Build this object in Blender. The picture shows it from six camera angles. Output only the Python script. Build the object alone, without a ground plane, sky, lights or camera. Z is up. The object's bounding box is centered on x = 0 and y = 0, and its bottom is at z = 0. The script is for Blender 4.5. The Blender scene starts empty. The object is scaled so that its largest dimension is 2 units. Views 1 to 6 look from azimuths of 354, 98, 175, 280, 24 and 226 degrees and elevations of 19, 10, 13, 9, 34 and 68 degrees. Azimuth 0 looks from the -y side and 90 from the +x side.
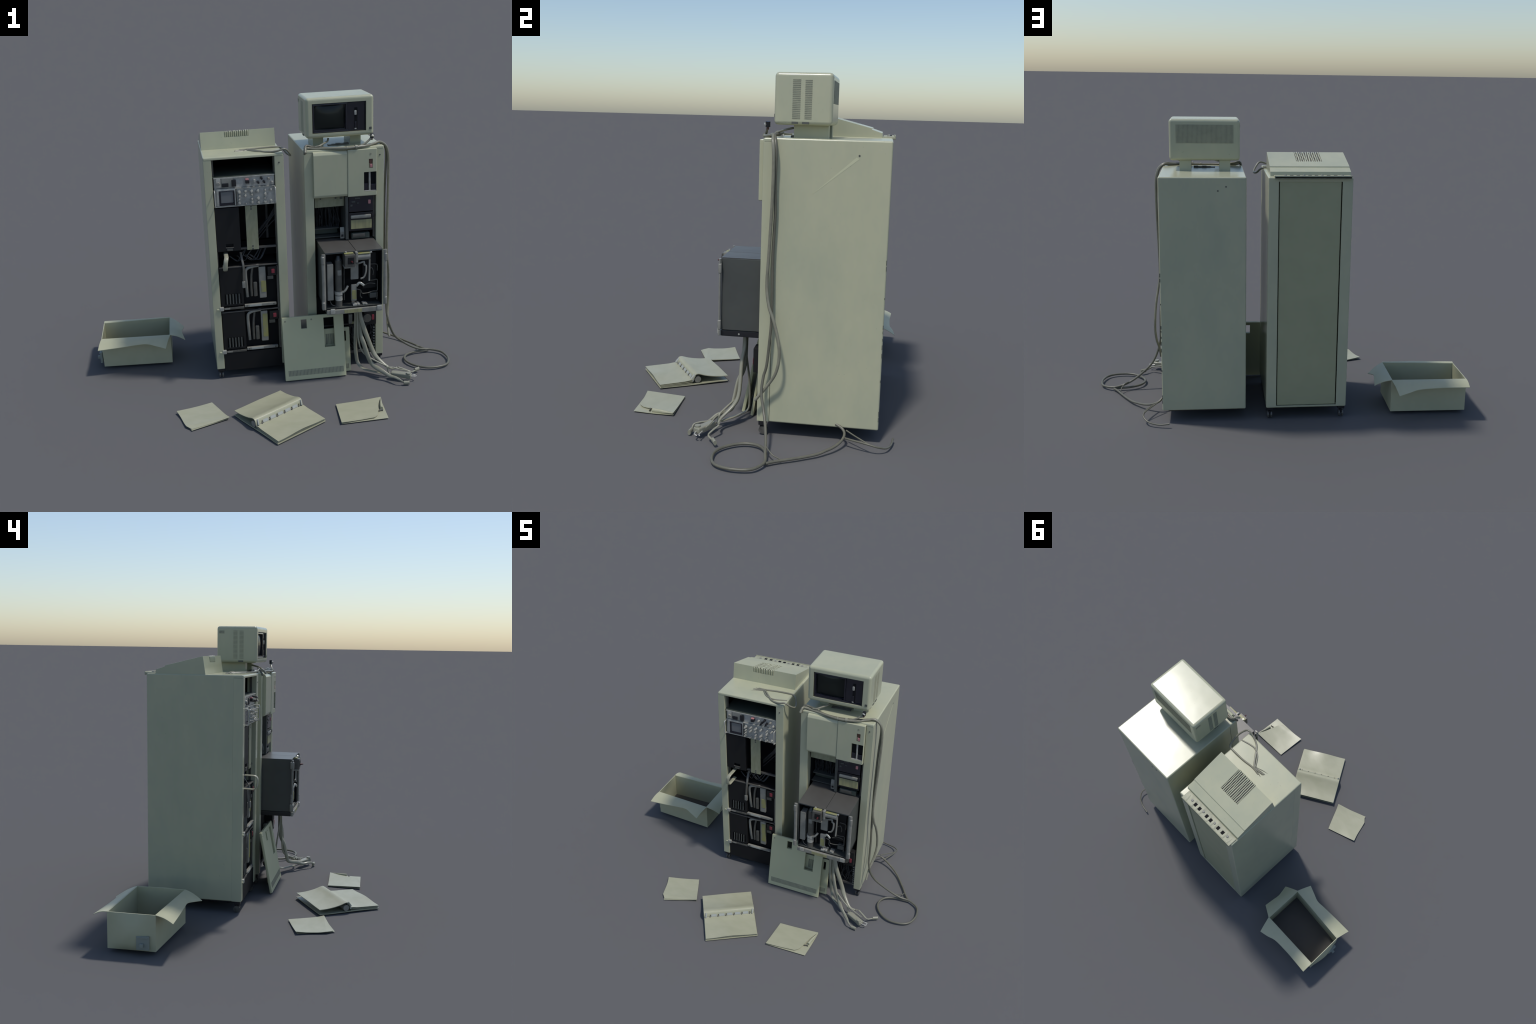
"""Two pale green-grey equipment cabinets with a small monitor, leaning cover
panels, loose cables, an open carton, a ring binder and papers on the floor.
Metres, z up, front of the cabinets faces -y."""
import bpy, bmesh, math, random
from mathutils import Vector, Matrix

random.seed(7)
SCENE = bpy.context.scene
WORLD = {}                      # object name -> world location of its origin

# --------------------------------------------------------------------------
# materials
# --------------------------------------------------------------------------
def material(name, base, rough=0.4, metal=0.0, dirt=None, dirt_scale=7.0, dirt_amount=0.5,
             streak=(1, 1, 1), bump=0.0, bump_scale=180.0, coat=0.0, specks=0.0, spec=0.5, dents=0.0):
    m = bpy.data.materials.new(name)
    m.use_nodes = True
    nt = m.node_tree
    N, L = nt.nodes, nt.links
    b = N["Principled BSDF"]
    b.inputs["Base Color"].default_value = (*base, 1)
    b.inputs["Roughness"].default_value = rough
    b.inputs["Metallic"].default_value = metal
    b.inputs["Specular IOR Level"].default_value = spec
    b.inputs["Coat Weight"].default_value = coat
    tc = N.new("ShaderNodeTexCoord")
    if dirt:
        mp = N.new("ShaderNodeMapping")
        mp.inputs["Scale"].default_value = streak
        L.new(tc.outputs["Object"], mp.inputs["Vector"])
        nz = N.new("ShaderNodeTexNoise")
        nz.inputs["Scale"].default_value = dirt_scale
        nz.inputs["Detail"].default_value = 5
        nz.inputs["Roughness"].default_value = 0.6
        L.new(mp.outputs["Vector"], nz.inputs["Vector"])
        rp = N.new("ShaderNodeValToRGB")
        rp.color_ramp.elements[0].position = 0.36
        rp.color_ramp.elements[1].position = 0.72
        rp.color_ramp.elements[0].color = (0, 0, 0, 1)
        rp.color_ramp.elements[1].color = (dirt_amount,) * 3 + (1,)
        L.new(nz.outputs["Fac"], rp.inputs["Fac"])
        mx = N.new("ShaderNodeMix")
        mx.data_type = "RGBA"
        mx.inputs["A"].default_value = (*base, 1)
        mx.inputs["B"].default_value = (*dirt, 1)
        L.new(rp.outputs["Color"], mx.inputs["Factor"])
        out = mx.outputs["Result"]
        if specks:
            n2 = N.new("ShaderNodeTexNoise")
            n2.inputs["Scale"].default_value = 90
            n2.inputs["Detail"].default_value = 2
            L.new(tc.outputs["Object"], n2.inputs["Vector"])
            r2 = N.new("ShaderNodeValToRGB")
            r2.color_ramp.elements[0].position = 0.70
            r2.color_ramp.elements[1].position = 0.78
            r2.color_ramp.elements[1].color = (specks,) * 3 + (1,)
            L.new(n2.outputs["Fac"], r2.inputs["Fac"])
            m2 = N.new("ShaderNodeMix")
            m2.data_type = "RGBA"
            m2.inputs["B"].default_value = tuple(c * 0.45 for c in base) + (1,)
            L.new(out, m2.inputs["A"])
            L.new(r2.outputs["Color"], m2.inputs["Factor"])
            out = m2.outputs["Result"]
        L.new(out, b.inputs["Base Color"])
        rr = N.new("ShaderNodeMapRange")
        rr.inputs["To Min"].default_value = rough * 0.9
        rr.inputs["To Max"].default_value = min(1, rough * 1.15)
        L.new(nz.outputs["Fac"], rr.inputs["Value"])
        L.new(rr.outputs["Result"], b.inputs["Roughness"])
    if dents:
        n4 = N.new("ShaderNodeTexNoise")
        n4.inputs["Scale"].default_value = 4.5
        n4.inputs["Detail"].default_value = 2
        L.new(tc.outputs["Object"], n4.inputs["Vector"])
        dn = N.new("ShaderNodeBump")
        dn.inputs["Strength"].default_value = dents
        dn.inputs["Distance"].default_value = 0.01
        L.new(n4.outputs["Fac"], dn.inputs["Height"])
        L.new(dn.outputs["Normal"], b.inputs["Normal"])
    if bump:
        n3 = N.new("ShaderNodeTexNoise")
        n3.inputs["Scale"].default_value = bump_scale
        n3.inputs["Detail"].default_value = 3
        L.new(tc.outputs["Object"], n3.inputs["Vector"])
        bp = N.new("ShaderNodeBump")
        bp.inputs["Strength"].default_value = bump
        bp.inputs["Distance"].default_value = 0.002
        L.new(n3.outputs["Fac"], bp.inputs["Height"])
        if dents:
            L.new(dn.outputs["Normal"], bp.inputs["Normal"])
        L.new(bp.outputs["Normal"], b.inputs["Normal"])
    return m


def banded(name, colours, axis="Z", period=0.02, rough=0.45):
    """Soft bands of several colours along one object axis (labels, print)."""
    m = bpy.data.materials.new(name)
    m.use_nodes = True
    nt = m.node_tree
    N, L = nt.nodes, nt.links
    b = N["Principled BSDF"]
    b.inputs["Roughness"].default_value = rough
    tc = N.new("ShaderNodeTexCoord")
    mp = N.new("ShaderNodeMapping")
    s = [4.0, 4.0, 4.0]
    s["XYZ".index(axis)] = 1 / period
    mp.inputs["Scale"].default_value = s
    L.new(tc.outputs["Object"], mp.inputs["Vector"])
    nz = N.new("ShaderNodeTexNoise")
    nz.inputs["Scale"].default_value = 1.0
    nz.inputs["Detail"].default_value = 2
    L.new(mp.outputs["Vector"], nz.inputs["Vector"])
    rp = N.new("ShaderNodeValToRGB")
    e = rp.color_ramp.elements
    for i, c in enumerate(colours):
        pos = 0.34 + 0.32 * i / (len(colours) - 1)
        if i < 2:
            e[i].position = pos
            e[i].color = (*c, 1)
        else:
            k = e.new(pos)
            k.color = (*c, 1)
    L.new(nz.outputs["Fac"], rp.inputs["Fac"])
    L.new(rp.outputs["Color"], b.inputs["Base Color"])
    return m


PAINT = material("cabinet_paint", (0.468, 0.468, 0.322), 0.21, dirt=(0.39, 0.41, 0.295), dirt_scale=7, dirt_amount=0.75, streak=(1, 1, 0.5), specks=0.25, dents=0.10)  # dirt tone mixes real mottling with sky reflections put into the colour
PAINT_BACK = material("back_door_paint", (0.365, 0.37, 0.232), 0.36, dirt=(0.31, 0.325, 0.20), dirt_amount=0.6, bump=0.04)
PANEL = material("cover_panel_paint", (0.50, 0.505, 0.325), 0.38, dirt=(0.44, 0.45, 0.29), dirt_amount=0.5, bump=0.04)
STAINED = material("stained_strip_paint", (0.30, 0.30, 0.20), 0.5, dirt=(0.20, 0.21, 0.12), dirt_scale=12, dirt_amount=0.9, streak=(3, 3, 1))
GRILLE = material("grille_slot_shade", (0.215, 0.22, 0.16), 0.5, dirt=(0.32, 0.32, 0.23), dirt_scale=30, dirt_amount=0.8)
VENTBED = material("vent_bed_brown", (0.13, 0.115, 0.085), 0.5, dirt=(0.06, 0.06, 0.05), dirt_scale=40, dirt_amount=0.9)
GRILLE_DK = material("grille_dark", (0.09, 0.095, 0.08), 0.55)
CHAR = material("charcoal_sheet", (0.009, 0.009, 0.010), 0.55, dirt=(0.014, 0.0135, 0.013), dirt_amount=0.7, bump=0.05, spec=0.3)
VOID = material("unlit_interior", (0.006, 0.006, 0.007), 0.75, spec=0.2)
SHELFM = material("bay_floor", (0.06, 0.075, 0.06), 0.55, dirt=(0.04, 0.05, 0.04))
STEEL = material("dark_steel_sheet", (0.085, 0.083, 0.076), 0.36, dirt=(0.065, 0.06, 0.055), dirt_amount=0.7, bump=0.05, bump_scale=300)
STEELSIDE = material("grey_steel_side", (0.072, 0.077, 0.070), 0.40, dirt=(0.055, 0.058, 0.055), dirt_amount=0.7)
SILVER = material("brushed_metal", (0.56, 0.555, 0.50), 0.30, 0.4, dirt=(0.28, 0.28, 0.25), dirt_scale=40, dirt_amount=0.7)
INSTR = material("instrument_face", (0.50, 0.50, 0.465), 0.30, 0.2, dirt=(0.25, 0.255, 0.24), dirt_scale=28, dirt_amount=0.9, bump=0.9, bump_scale=45)
GREYB = material("grey_casting", (0.285, 0.28, 0.245), 0.34, 0.1, dirt=(0.16, 0.16, 0.14), dirt_scale=18, dirt_amount=0.7)
GREYD = material("dim_metal", (0.12, 0.115, 0.10), 0.38, 0.2, dirt=(0.07, 0.07, 0.06), dirt_scale=20, dirt_amount=0.8)
BLACK = material("black_plastic", (0.014, 0.014, 0.017), 0.35)
BEZEL = material("screen_surround", (0.014, 0.014, 0.022), 0.25, coat=0.3)
GLASS = material("picture_tube_glass", (0.020, 0.027, 0.023), 0.28, coat=0.4)
SCOPE = material("scope_glass", (0.16, 0.165, 0.165), 0.3, coat=0.2)
CABLE = material("grey_cable", (0.135, 0.131, 0.098), 0.38, dirt=(0.10, 0.098, 0.075), dirt_scale=25, dirt_amount=0.7)
CABLEL = material("pale_ribbon_cable", (0.285, 0.28, 0.215), 0.30, dirt=(0.23, 0.23, 0.17), dirt_scale=14, dirt_amount=0.7)
CABLET = material("top_cable", (0.235, 0.228, 0.172), 0.30, dirt=(0.16, 0.158, 0.118), dirt_scale=25, dirt_amount=0.7)
DIMWIRE = material("dim_wire", (0.028, 0.031, 0.034), 0.5, dirt=(0.01, 0.01, 0.01), dirt_amount=0.8, dirt_scale=60)
RED = material("red_rocker", (0.24, 0.035, 0.05), 0.3)
DKRED = material("dark_red_plastic", (0.07, 0.013, 0.015), 0.35)
PINK = material("pink_lens", (0.50, 0.22, 0.22), 0.3)
BROWN = material("brown_plug", (0.10, 0.045, 0.03), 0.5)
YELLOW = material("yellow_part", (0.30, 0.29, 0.085), 0.4, dirt=(0.24, 0.24, 0.17), dirt_scale=45, dirt_amount=0.9)
YLABEL = banded("yellowed_label", [(0.17, 0.17, 0.11), (0.30, 0.29, 0.15), (0.42, 0.39, 0.20)], "X", 0.04)
PAPER = material("aged_paper", (0.395, 0.392, 0.278), 0.28, dirt=(0.32, 0.325, 0.215), dirt_scale=9, dirt_amount=0.6, streak=(1, 2.2, 1), bump=0.05, dents=0.35)
PAPERG = material("grey_paper_edge", (0.33, 0.35, 0.33), 0.42, dirt=(0.42, 0.42, 0.34), dirt_scale=40, dirt_amount=0.7)
CARD = material("carton_board", (0.47, 0.465, 0.315), 0.42, dirt=(0.40, 0.405, 0.265), dirt_scale=8, dirt_amount=0.7, bump=0.06)
CARDIN = material("carton_floor", (0.060, 0.056, 0.050), 0.6, dirt=(0.09, 0.08, 0.065), dirt_amount=0.6)  # dark brown tone, with the box's inner shade put into the colour
CARDTAG = material("carton_stain", (0.26, 0.285, 0.25), 0.5)


# --------------------------------------------------------------------------
# building blocks
# --------------------------------------------------------------------------
def thing(name, base, label, category):
    e = bpy.data.objects.new(name, None)
    SCENE.collection.objects.link(e)
    e.empty_display_size = 0.05
    e.location = base
    e["label"], e["category"] = label, category
    WORLD[e.name] = Vector(base)
    return e


def place(name, bm, mat, parent, smooth=35, kind=None, M=None, weighted=True):
    """Turn a bmesh in world coordinates into a part with its own centred origin."""
    if M is not None:
        bmesh.ops.transform(bm, matrix=M, verts=bm.verts)
    lo = [min(v.co[i] for v in bm.verts) for i in range(3)]
    hi = [max(v.co[i] for v in bm.verts) for i in range(3)]
    c = Vector([(a + b) / 2 for a, b in zip(lo, hi)])
    bmesh.ops.translate(bm, verts=bm.verts, vec=-c)
    me = bpy.data.meshes.new(name)
    bm.to_mesh(me)
    bm.free()
    for x in (mat if isinstance(mat, (list, tuple)) else [mat]):
        me.materials.append(x)
    o = bpy.data.objects.new(name, me)
    SCENE.collection.objects.link(o)
    o.parent = parent
    o.location = c - (WORLD[parent.name] if parent else Vector())
    WORLD[o.name] = c
    if smooth:
        for p in me.polygons:
            p.use_smooth = True
        me.set_sharp_from_angle(angle=math.radians(smooth))
        if weighted:
            w = o.modifiers.new("weighted", "WEIGHTED_NORMAL")
            w.keep_sharp = True
    if kind:
        o["kind"] = kind
    return o


def twin(o, world):
    """Another copy of a part that shares its mesh."""
    n = o.copy()
    SCENE.collection.objects.link(n)
    n.location = Vector(world) - (WORLD[o.parent.name] if o.parent else Vector())
    WORLD[n.name] = Vector(world)
    return n


def add_box(bm, x0, x1, y0, y1, z0, z1, bevel=0.0, seg=2, M=None):
    g = bmesh.ops.create_cube(bm, size=1)
    vs = g["verts"]
    for v in vs:
        v.co = Vector((x0 + (v.co.x + 0.5) * (x1 - x0), y0 + (v.co.y + 0.5) * (y1 - y0), z0 + (v.co.z + 0.5) * (z1 - z0)))
    if bevel:
        es = list({e for v in vs for e in v.link_edges})
        r = bmesh.ops.bevel(bm, geom=es, offset=bevel, segments=seg, profile=0.5, affect="EDGES")
        vs = r["verts"]
        # bevel returns only new verts, all of the box is new here
    if M is not None:
        bmesh.ops.transform(bm, matrix=M, verts=vs)
    return vs


def box(name, dims, mat, parent, bevel=0.002, seg=2, kind=None, M=None):
    bm = bmesh.new()
    add_box(bm, *dims, bevel=bevel, seg=seg)
    return place(name, bm, mat, parent, kind=kind, M=M)


def cut(o, boxes, M=None):
    """Carve box-shaped openings out of a part (world coordinates), one after another."""
    if len(boxes) > 1:
        for d in boxes:
            cut(o, [d], M)
        return o
    bm = bmesh.new()
    for d in boxes:
        add_box(bm, *d)
    if M is not None:
        bmesh.ops.transform(bm, matrix=M, verts=bm.verts)
    me = bpy.data.meshes.new("cutter")
    bm.to_mesh(me)
    bm.free()
    c = bpy.data.objects.new("cutter", me)
    SCENE.collection.objects.link(c)
    c.location = -WORLD[o.name] + o.location    # same offset as the part while unparented
    par, loc = o.parent, o.location.copy()
    o.parent = None
    o.location = (0, 0, 0)
    c.location = -WORLD[o.name]
    b = o.modifiers.new("cut", "BOOLEAN")
    b.object, b.operation, b.solver = c, "DIFFERENCE", "EXACT"
    mods = [m for m in o.modifiers if m.type == "WEIGHTED_NORMAL"]
    for m in mods:
        m.show_viewport = False
    bpy.context.view_layer.update()
    dg = bpy.context.evaluated_depsgraph_get()
    new = bpy.data.meshes.new_from_object(o.evaluated_get(dg))
    new.name = o.data.name
    o.modifiers.remove(b)
    for m in mods:
        m.show_viewport = True
    o.data = new
    for p in new.polygons:
        p.use_smooth = True
    new.set_sharp_from_angle(angle=math.radians(35))
    o.parent, o.location = par, loc
    bpy.data.objects.remove(c)
    return o


def add_cyl(bm, p0, p1, r0, r1=None, seg=16):
    p0, p1 = Vector(p0), Vector(p1)
    d = p1 - p0
    g = bmesh.ops.create_cone(bm, cap_ends=True, segments=seg, radius1=r0, radius2=r0 if r1 is None else r1, depth=d.length)
    q = d.to_track_quat("Z", "Y").to_matrix().to_4x4()
    bmesh.ops.transform(bm, matrix=Matrix.Translation((p0 + p1) / 2) @ q, verts=g["verts"])
    return g["verts"]


def cyl(name, p0, p1, r, mat, parent, r1=None, seg=16, kind=None):
    bm = bmesh.new()
    add_cyl(bm, p0, p1, r, r1, seg)
    return place(name, bm, mat, parent, kind=kind)


def spline(points, step=0.006):
    """Catmull-Rom curve through the given points."""
    P = [Vector(p) for p in points]
    if len(P) < 3:
        n = max(2, int((P[1] - P[0]).length / step))
        return [P[0].lerp(P[1], i / n) for i in range(n + 1)]
    Q = [P[0] * 2 - P[1]] + P + [P[-1] * 2 - P[-2]]
    out = []
    for i in range(1, len(Q) - 2):
        a, b, c, d = Q[i - 1:i + 3]
        n = max(2, int((c - b).length / step))
        for k in range(n):
            t = k / n
            out.append(0.5 * ((2 * b) + (c - a) * t + (2 * a - 5 * b + 4 * c - d) * t * t + (3 * b - a - 3 * c + d) * t ** 3))
    out.append(P[-1])
    return out


def add_tube(bm, points, r, flat=1.0, seg=8, step=0.006, side=None, taper=None):
    """Sweep a round or flattened section along a spline. side: direction of the wide axis."""
    C = spline(points, step)
    rings = []
    T0 = (C[1] - C[0]).normalized()
    ref = Vector(side) if side else (Vector((0, 0, 1)) if abs(T0.z) < 0.8 else Vector((0, 1, 0)))
    u = (ref - T0 * ref.dot(T0)).normalized()
    for i, p in enumerate(C):
        t = (C[min(i + 1, len(C) - 1)] - C[max(i - 1, 0)]).normalized()
        if side:
            w = Vector(side)
            u2 = w - t * w.dot(t)
            u = u2.normalized() if u2.length > 0.15 else (u - t * u.dot(t)).normalized()
        else:
            u = (u - t * u.dot(t)).normalized()
        v = t.cross(u)
        k = taper(i / (len(C) - 1)) if taper else 1.0
        rings.append([bm.verts.new(p + (u * math.cos(a) * r + v * math.sin(a) * r * flat) * k) for a in (2 * math.pi * j / seg for j in range(seg))])
    for a, b in zip(rings, rings[1:]):
        for j in range(seg):
            bm.faces.new((a[j], a[(j + 1) % seg], b[(j + 1) % seg], b[j]))
    bm.faces.new(list(reversed(rings[0])))
    bm.faces.new(rings[-1])


def tube(name, points, r, mat, parent, flat=1.0, seg=10, step=0.006, side=None, taper=None, kind=None):
    bm = bmesh.new()
    add_tube(bm, points, r, flat, seg, step, side, taper)
    return place(name, bm, mat, parent, smooth=60, kind=kind, weighted=False)


def prism_x(name, profile, x0, x1, mat, parent, bevel=0.003, M=None):
    """Extrude a (y, z) profile along x and soften its edges."""
    bm = bmesh.new()
    a = [bm.verts.new((x0, y, z)) for y, z in profile]
    b = [bm.verts.new((x1, y, z)) for y, z in profile]
    n = len(profile)
    bm.faces.new(a)
    bm.faces.new(list(reversed(b)))
    for i in range(n):
        bm.faces.new((a[i], b[i], b[(i + 1) % n], a[(i + 1) % n]))
    bmesh.ops.recalc_face_normals(bm, faces=bm.faces)
    if bevel:
        bmesh.ops.bevel(bm, geom=list(bm.edges), offset=bevel, segments=2, profile=0.5, affect="EDGES")
    return place(name, bm, mat, parent, M=M)


def at(poly, t):
    """Point at fraction t of a polyline, by arc length."""
    P = [Vector(p) for p in poly]
    d = [(b - a).length for a, b in zip(P, P[1:])]
    s = t * sum(d)
    for a, b, l in zip(P, P[1:], d):
        if s <= l or b is P[-1]:
            return a.lerp(b, min(1, s / max(l, 1e-9)))
        s -= l
    return P[-1]


def add_sheet(bm, edge_a, edge_b, thick, nu=14, nv=14, lift=None):
    """A leaf of paper or board lofted between two edge lines, with real thickness.
    lift(u, v) raises it: u along the edges, v from edge_a to edge_b."""
    A, B = spline(edge_a, 0.004), spline(edge_b, 0.004)
    top, bot = [], []
    for i in range(nu + 1):
        u = i / nu
        pa, pb = at(A, u), at(B, u)
        rt, rb = [], []
        for j in range(nv + 1):
            v = j / nv
            p = pa.lerp(pb, v)
            if lift:
                p = p + Vector((0, 0, lift(u, v)))
            rt.append(bm.verts.new(p + Vector((0, 0, thick / 2))))
            rb.append(bm.verts.new(p - Vector((0, 0, thick / 2))))
        top.append(rt)
        bot.append(rb)
    F = bm.faces.new
    for i in range(nu):
        for j in range(nv):
            F((top[i][j], top[i + 1][j], top[i + 1][j + 1], top[i][j + 1]))
            F((bot[i][j], bot[i][j + 1], bot[i + 1][j + 1], bot[i + 1][j]))
    for i in range(nu):
        F((top[i][0], bot[i][0], bot[i + 1][0], top[i + 1][0]))
        F((top[i][nv], top[i + 1][nv], bot[i + 1][nv], bot[i][nv]))
    for j in range(nv):
        F((top[0][j], top[0][j + 1], bot[0][j + 1], bot[0][j]))
        F((top[nu][j], bot[nu][j], bot[nu][j + 1], top[nu][j + 1]))
    bmesh.ops.recalc_face_normals(bm, faces=bm.faces)


def sheet(name, ea, eb, thick, mat, parent, nu=14, nv=14, lift=None):
    bm = bmesh.new()
    add_sheet(bm, ea, eb, thick, nu, nv, lift)
    return place(name, bm, mat, parent, smooth=50, weighted=False)


def caster_set(parent, spots):
    """Twin-wheel casters: a black socket, and a wheel pair below it."""
    bm = bmesh.new()
    x, y = spots[0]
    add_box(bm, x - 0.018, x + 0.018, y - 0.016, y + 0.016, 0.043, 0.062, 0.002)
    add_cyl(bm, (x, y, 0.026), (x, y, 0.045), 0.006, seg=10)
    add_box(bm, x - 0.003, x + 0.003, y - 0.012, y + 0.014, 0.018, 0.04, 0.002)
    fork = place("caster", bm, BLACK, parent)
    bm = bmesh.new()
    for s in (-1, 1):
        add_cyl(bm, (x + s * 0.004, y + 0.003, 0.0185), (x + s * 0.0125, y + 0.003, 0.0185), 0.0185, seg=20)
    bmesh.ops.bevel(bm, geom=list(bm.edges), offset=0.002, segments=2, affect="EDGES", clamp_overlap=True)
    wheel = place("wheel", bm, WHEEL, fork)
    for sx, sy in spots[1:]:
        d = Vector((sx - x, sy - y, 0))
        f = twin(fork, WORLD[fork.name] + d)
        w = wheel.copy()
        SCENE.collection.objects.link(w)
        w.parent = f


STRIPM = material("matte_strip_paint", (0.40, 0.40, 0.275), 0.5, dirt=(0.27, 0.275, 0.20), dirt_scale=30, dirt_amount=0.8)
STREAK = material("light_streak_paint", (0.53, 0.535, 0.36), 0.25)  # paler tone for a streak of light, not a dent
HANDLE = material("worn_handle_paint", (0.36, 0.355, 0.26), 0.35, dirt=(0.25, 0.25, 0.19), dirt_scale=25, dirt_amount=0.8)
WHEEL = material("caster_wheel", (0.16, 0.155, 0.14), 0.25, 0.3, dirt=(0.05, 0.05, 0.045), dirt_scale=60, dirt_amount=0.9)


# --------------------------------------------------------------------------
# cabinet bodies
# --------------------------------------------------------------------------
Y0, Y1, Z0, Z1 = 0.064, 0.577, 0.061, 1.2530     # both cabinets share depth and height


def cabinet(parent, x0, x1, ox0, ox1, back_open, seam):
    """Pressed-steel case with an open front between two separate corner posts."""
    body = box("cabinet_shell", (x0, x1, Y0, Y1, Z0, Z1), PAINT, parent, bevel=0.007, seg=3)
    cuts = [(x0 - 1, x1 + 1, Y0 - 1, 0.1165 + seam, Z0 - 1, 1.2385),
            (x0 + 0.010, x1 - 0.010, 0.1, Y1 - 0.012, Z0 + 0.012, 1.2385)]
    if back_open:
        cuts.append((back_open[0], back_open[1], Y1 - 0.02, Y1 + 1, back_open[2], back_open[3]))
    cut(body, cuts)
    for a, b in ((x0, ox0), (ox1, x1)):
        post = box("corner_post", (a, b, Y0 + 0.0005, 0.1365, Z0, 1.2382), PAINT, parent, bevel=0.003)
        cut(post, [(a - 1, b + 1, 0.1165, 1, Z0 - 1, 2)])
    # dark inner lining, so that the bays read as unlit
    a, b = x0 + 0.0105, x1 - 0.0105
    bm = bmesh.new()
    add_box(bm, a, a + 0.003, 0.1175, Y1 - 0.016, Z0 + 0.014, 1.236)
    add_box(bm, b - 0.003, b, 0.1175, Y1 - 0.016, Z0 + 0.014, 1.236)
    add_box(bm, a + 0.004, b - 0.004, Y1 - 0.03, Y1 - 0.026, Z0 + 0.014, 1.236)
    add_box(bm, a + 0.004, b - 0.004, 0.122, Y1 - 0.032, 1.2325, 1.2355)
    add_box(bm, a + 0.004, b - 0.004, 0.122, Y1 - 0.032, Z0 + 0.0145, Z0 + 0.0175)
    place("shade_lining", bm, VOID, parent, smooth=None)
    return body


def screw(parent, p, n, mat=GRILLE_DK, r=0.0045):
    p, n = Vector(p), Vector(n)
    bm = bmesh.new()
    add_cyl(bm, p - n * 0.001, p + n * 0.0012, r, r * 0.8, seg=12)
    return place("screw", bm, mat, parent)


# ==========================================================================
# 1. instrument cabinet (left)
# ==========================================================================
LX0, LX1, LO0, LO1 = -0.3205, 0.094, -0.278, 0.046
left = thing("instrument_cabinet", (-0.1125, 0.32, 0.0), "tall open-fronted grey-green cabinet filled with test instruments and drives", "equipment cabinet")
cabinet(left, LX0, LX1, LO0, LO1, (-0.268, 0.043, 0.072, 1.232), 0.0003)
caster_set(left, [(-0.298, 0.088), (0.074, 0.088), (-0.298, 0.548), (0.074, 0.548)])
screw(left, (0.069, Y0, 1.203), (0, -1, 0))
screw(left, (-0.317, 0.10, 1.205), (-1, 0, 0), GRILLE)

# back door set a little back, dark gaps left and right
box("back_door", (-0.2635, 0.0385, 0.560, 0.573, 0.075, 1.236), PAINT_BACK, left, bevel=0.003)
box("underframe", (-0.29, 0.066, 0.10, 0.54, 0.045, 0.0605), BLACK, left, bevel=0.002)

# --- top housing: wedge with a ribbed vent and a rear connector strip -------
housing = prism_x("top_housing", [(0.264, 1.2505), (0.278, 1.345), (0.478, 1.295), (0.480, 1.289), (0.527, 1.274), (0.531, 1.2505)],
                  -0.316, 0.081, PAINT, left, bevel=0.0008)
slope = math.atan2(1.345 - 1.294, 0.478 - 0.281)
VX0, VX1 = -0.188, -0.058
Mv = Matrix.Translation((0, 0.276, 1.346)) @ Matrix.Rotation(-slope, 4, "X")
cut(housing, [(VX0, VX1, -0.05, 0.140, -0.006, 0.05)], Mv)
cut(housing, [(VX0 + 0.001, VX1 - 0.001, 0.2, 0.2788, 1.313, 1.40)])
bm = bmesh.new()
rnd = random.Random(3)
n_rib = 12
for i in range(n_rib):
    xc = VX0 + (i + 0.5) * (VX1 - VX0) / n_rib
    w = (VX1 - VX0) / n_rib * rnd.uniform(0.24, 0.36)
    pts = [(xc, 0.273 + 0.002, 1.314), (xc, 0.2755, 1.334)]
    for k in range(7):
        t = k / 6
        y = 0.279 + t * 0.135
        pts.append((xc + rnd.uniform(-0.0016, 0.0016) + (0.004 * (t - 0.5) if i in (5, 6) else 0), y, 1.3432 - (y - 0.279) * math.tan(slope)))
    add_tube(bm, pts, w, flat=0.8, seg=8, step=0.008, side=(1, 0, 0))
place("vent_rib", bm, PAINT, housing, smooth=60, kind="stuff", weighted=False)
bm = bmesh.new()
add_box(bm, VX0 + 0.0015, VX1 - 0.0015, 0.004, 0.1385, -0.0058, -0.0045)
bmesh.ops.transform(bm, matrix=Mv, verts=bm.verts)
place("vent_bed", bm, VENTBED, housing, smooth=None)

strip = box("connector_strip", (-0.312, 0.064, 0.5325, 0.590, 1.2465, 1.2590), STRIPM, left, bevel=0.003)
box("strip_lip", (-0.313, 0.065, 0.5850, 0.5900, 1.245, 1.2630), STRIPM, strip, bevel=0.0025)
sock = None
for x, m in ((0.010, GREYB), (-0.020, BLACK), (-0.052, BLACK), (-0.080, GREYB), (-0.110, BLACK), (-0.141, BLACK), (-0.168, GREYB), (-0.200, BLACK), (-0.235, BLACK), (-0.268, GREYB)):
    bm = bmesh.new()
    if m is BLACK:
        add_box(bm, x - 0.0085, x + 0.0085, 0.552, 0.572, 1.257, 1.2608, 0.001)
    else:
        add_cyl(bm, (x, 0.558, 1.257), (x, 0.557, 1.2635), 0.008, 0.006, 12)
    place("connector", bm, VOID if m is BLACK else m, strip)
bm = bmesh.new()
rnd = random.Random(9)
for x in (0.042, -0.005, -0.036, -0.066, -0.126, -0.155, -0.185, -0.252, -0.29):
    w = rnd.uniform(0.006, 0.012)
    add_tube(bm, [(x, 0.538, 1.2575), (x + rnd.uniform(-.006, .006), 0.556, 1.2585), (x + rnd.uniform(-.006, .006), 0.584, 1.2590)], w, flat=0.15, seg=8, side=(1, 0, 0))
place("strip_fold", bm, STRIPM, strip, smooth=60, kind="stuff", weighted=False)

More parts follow.
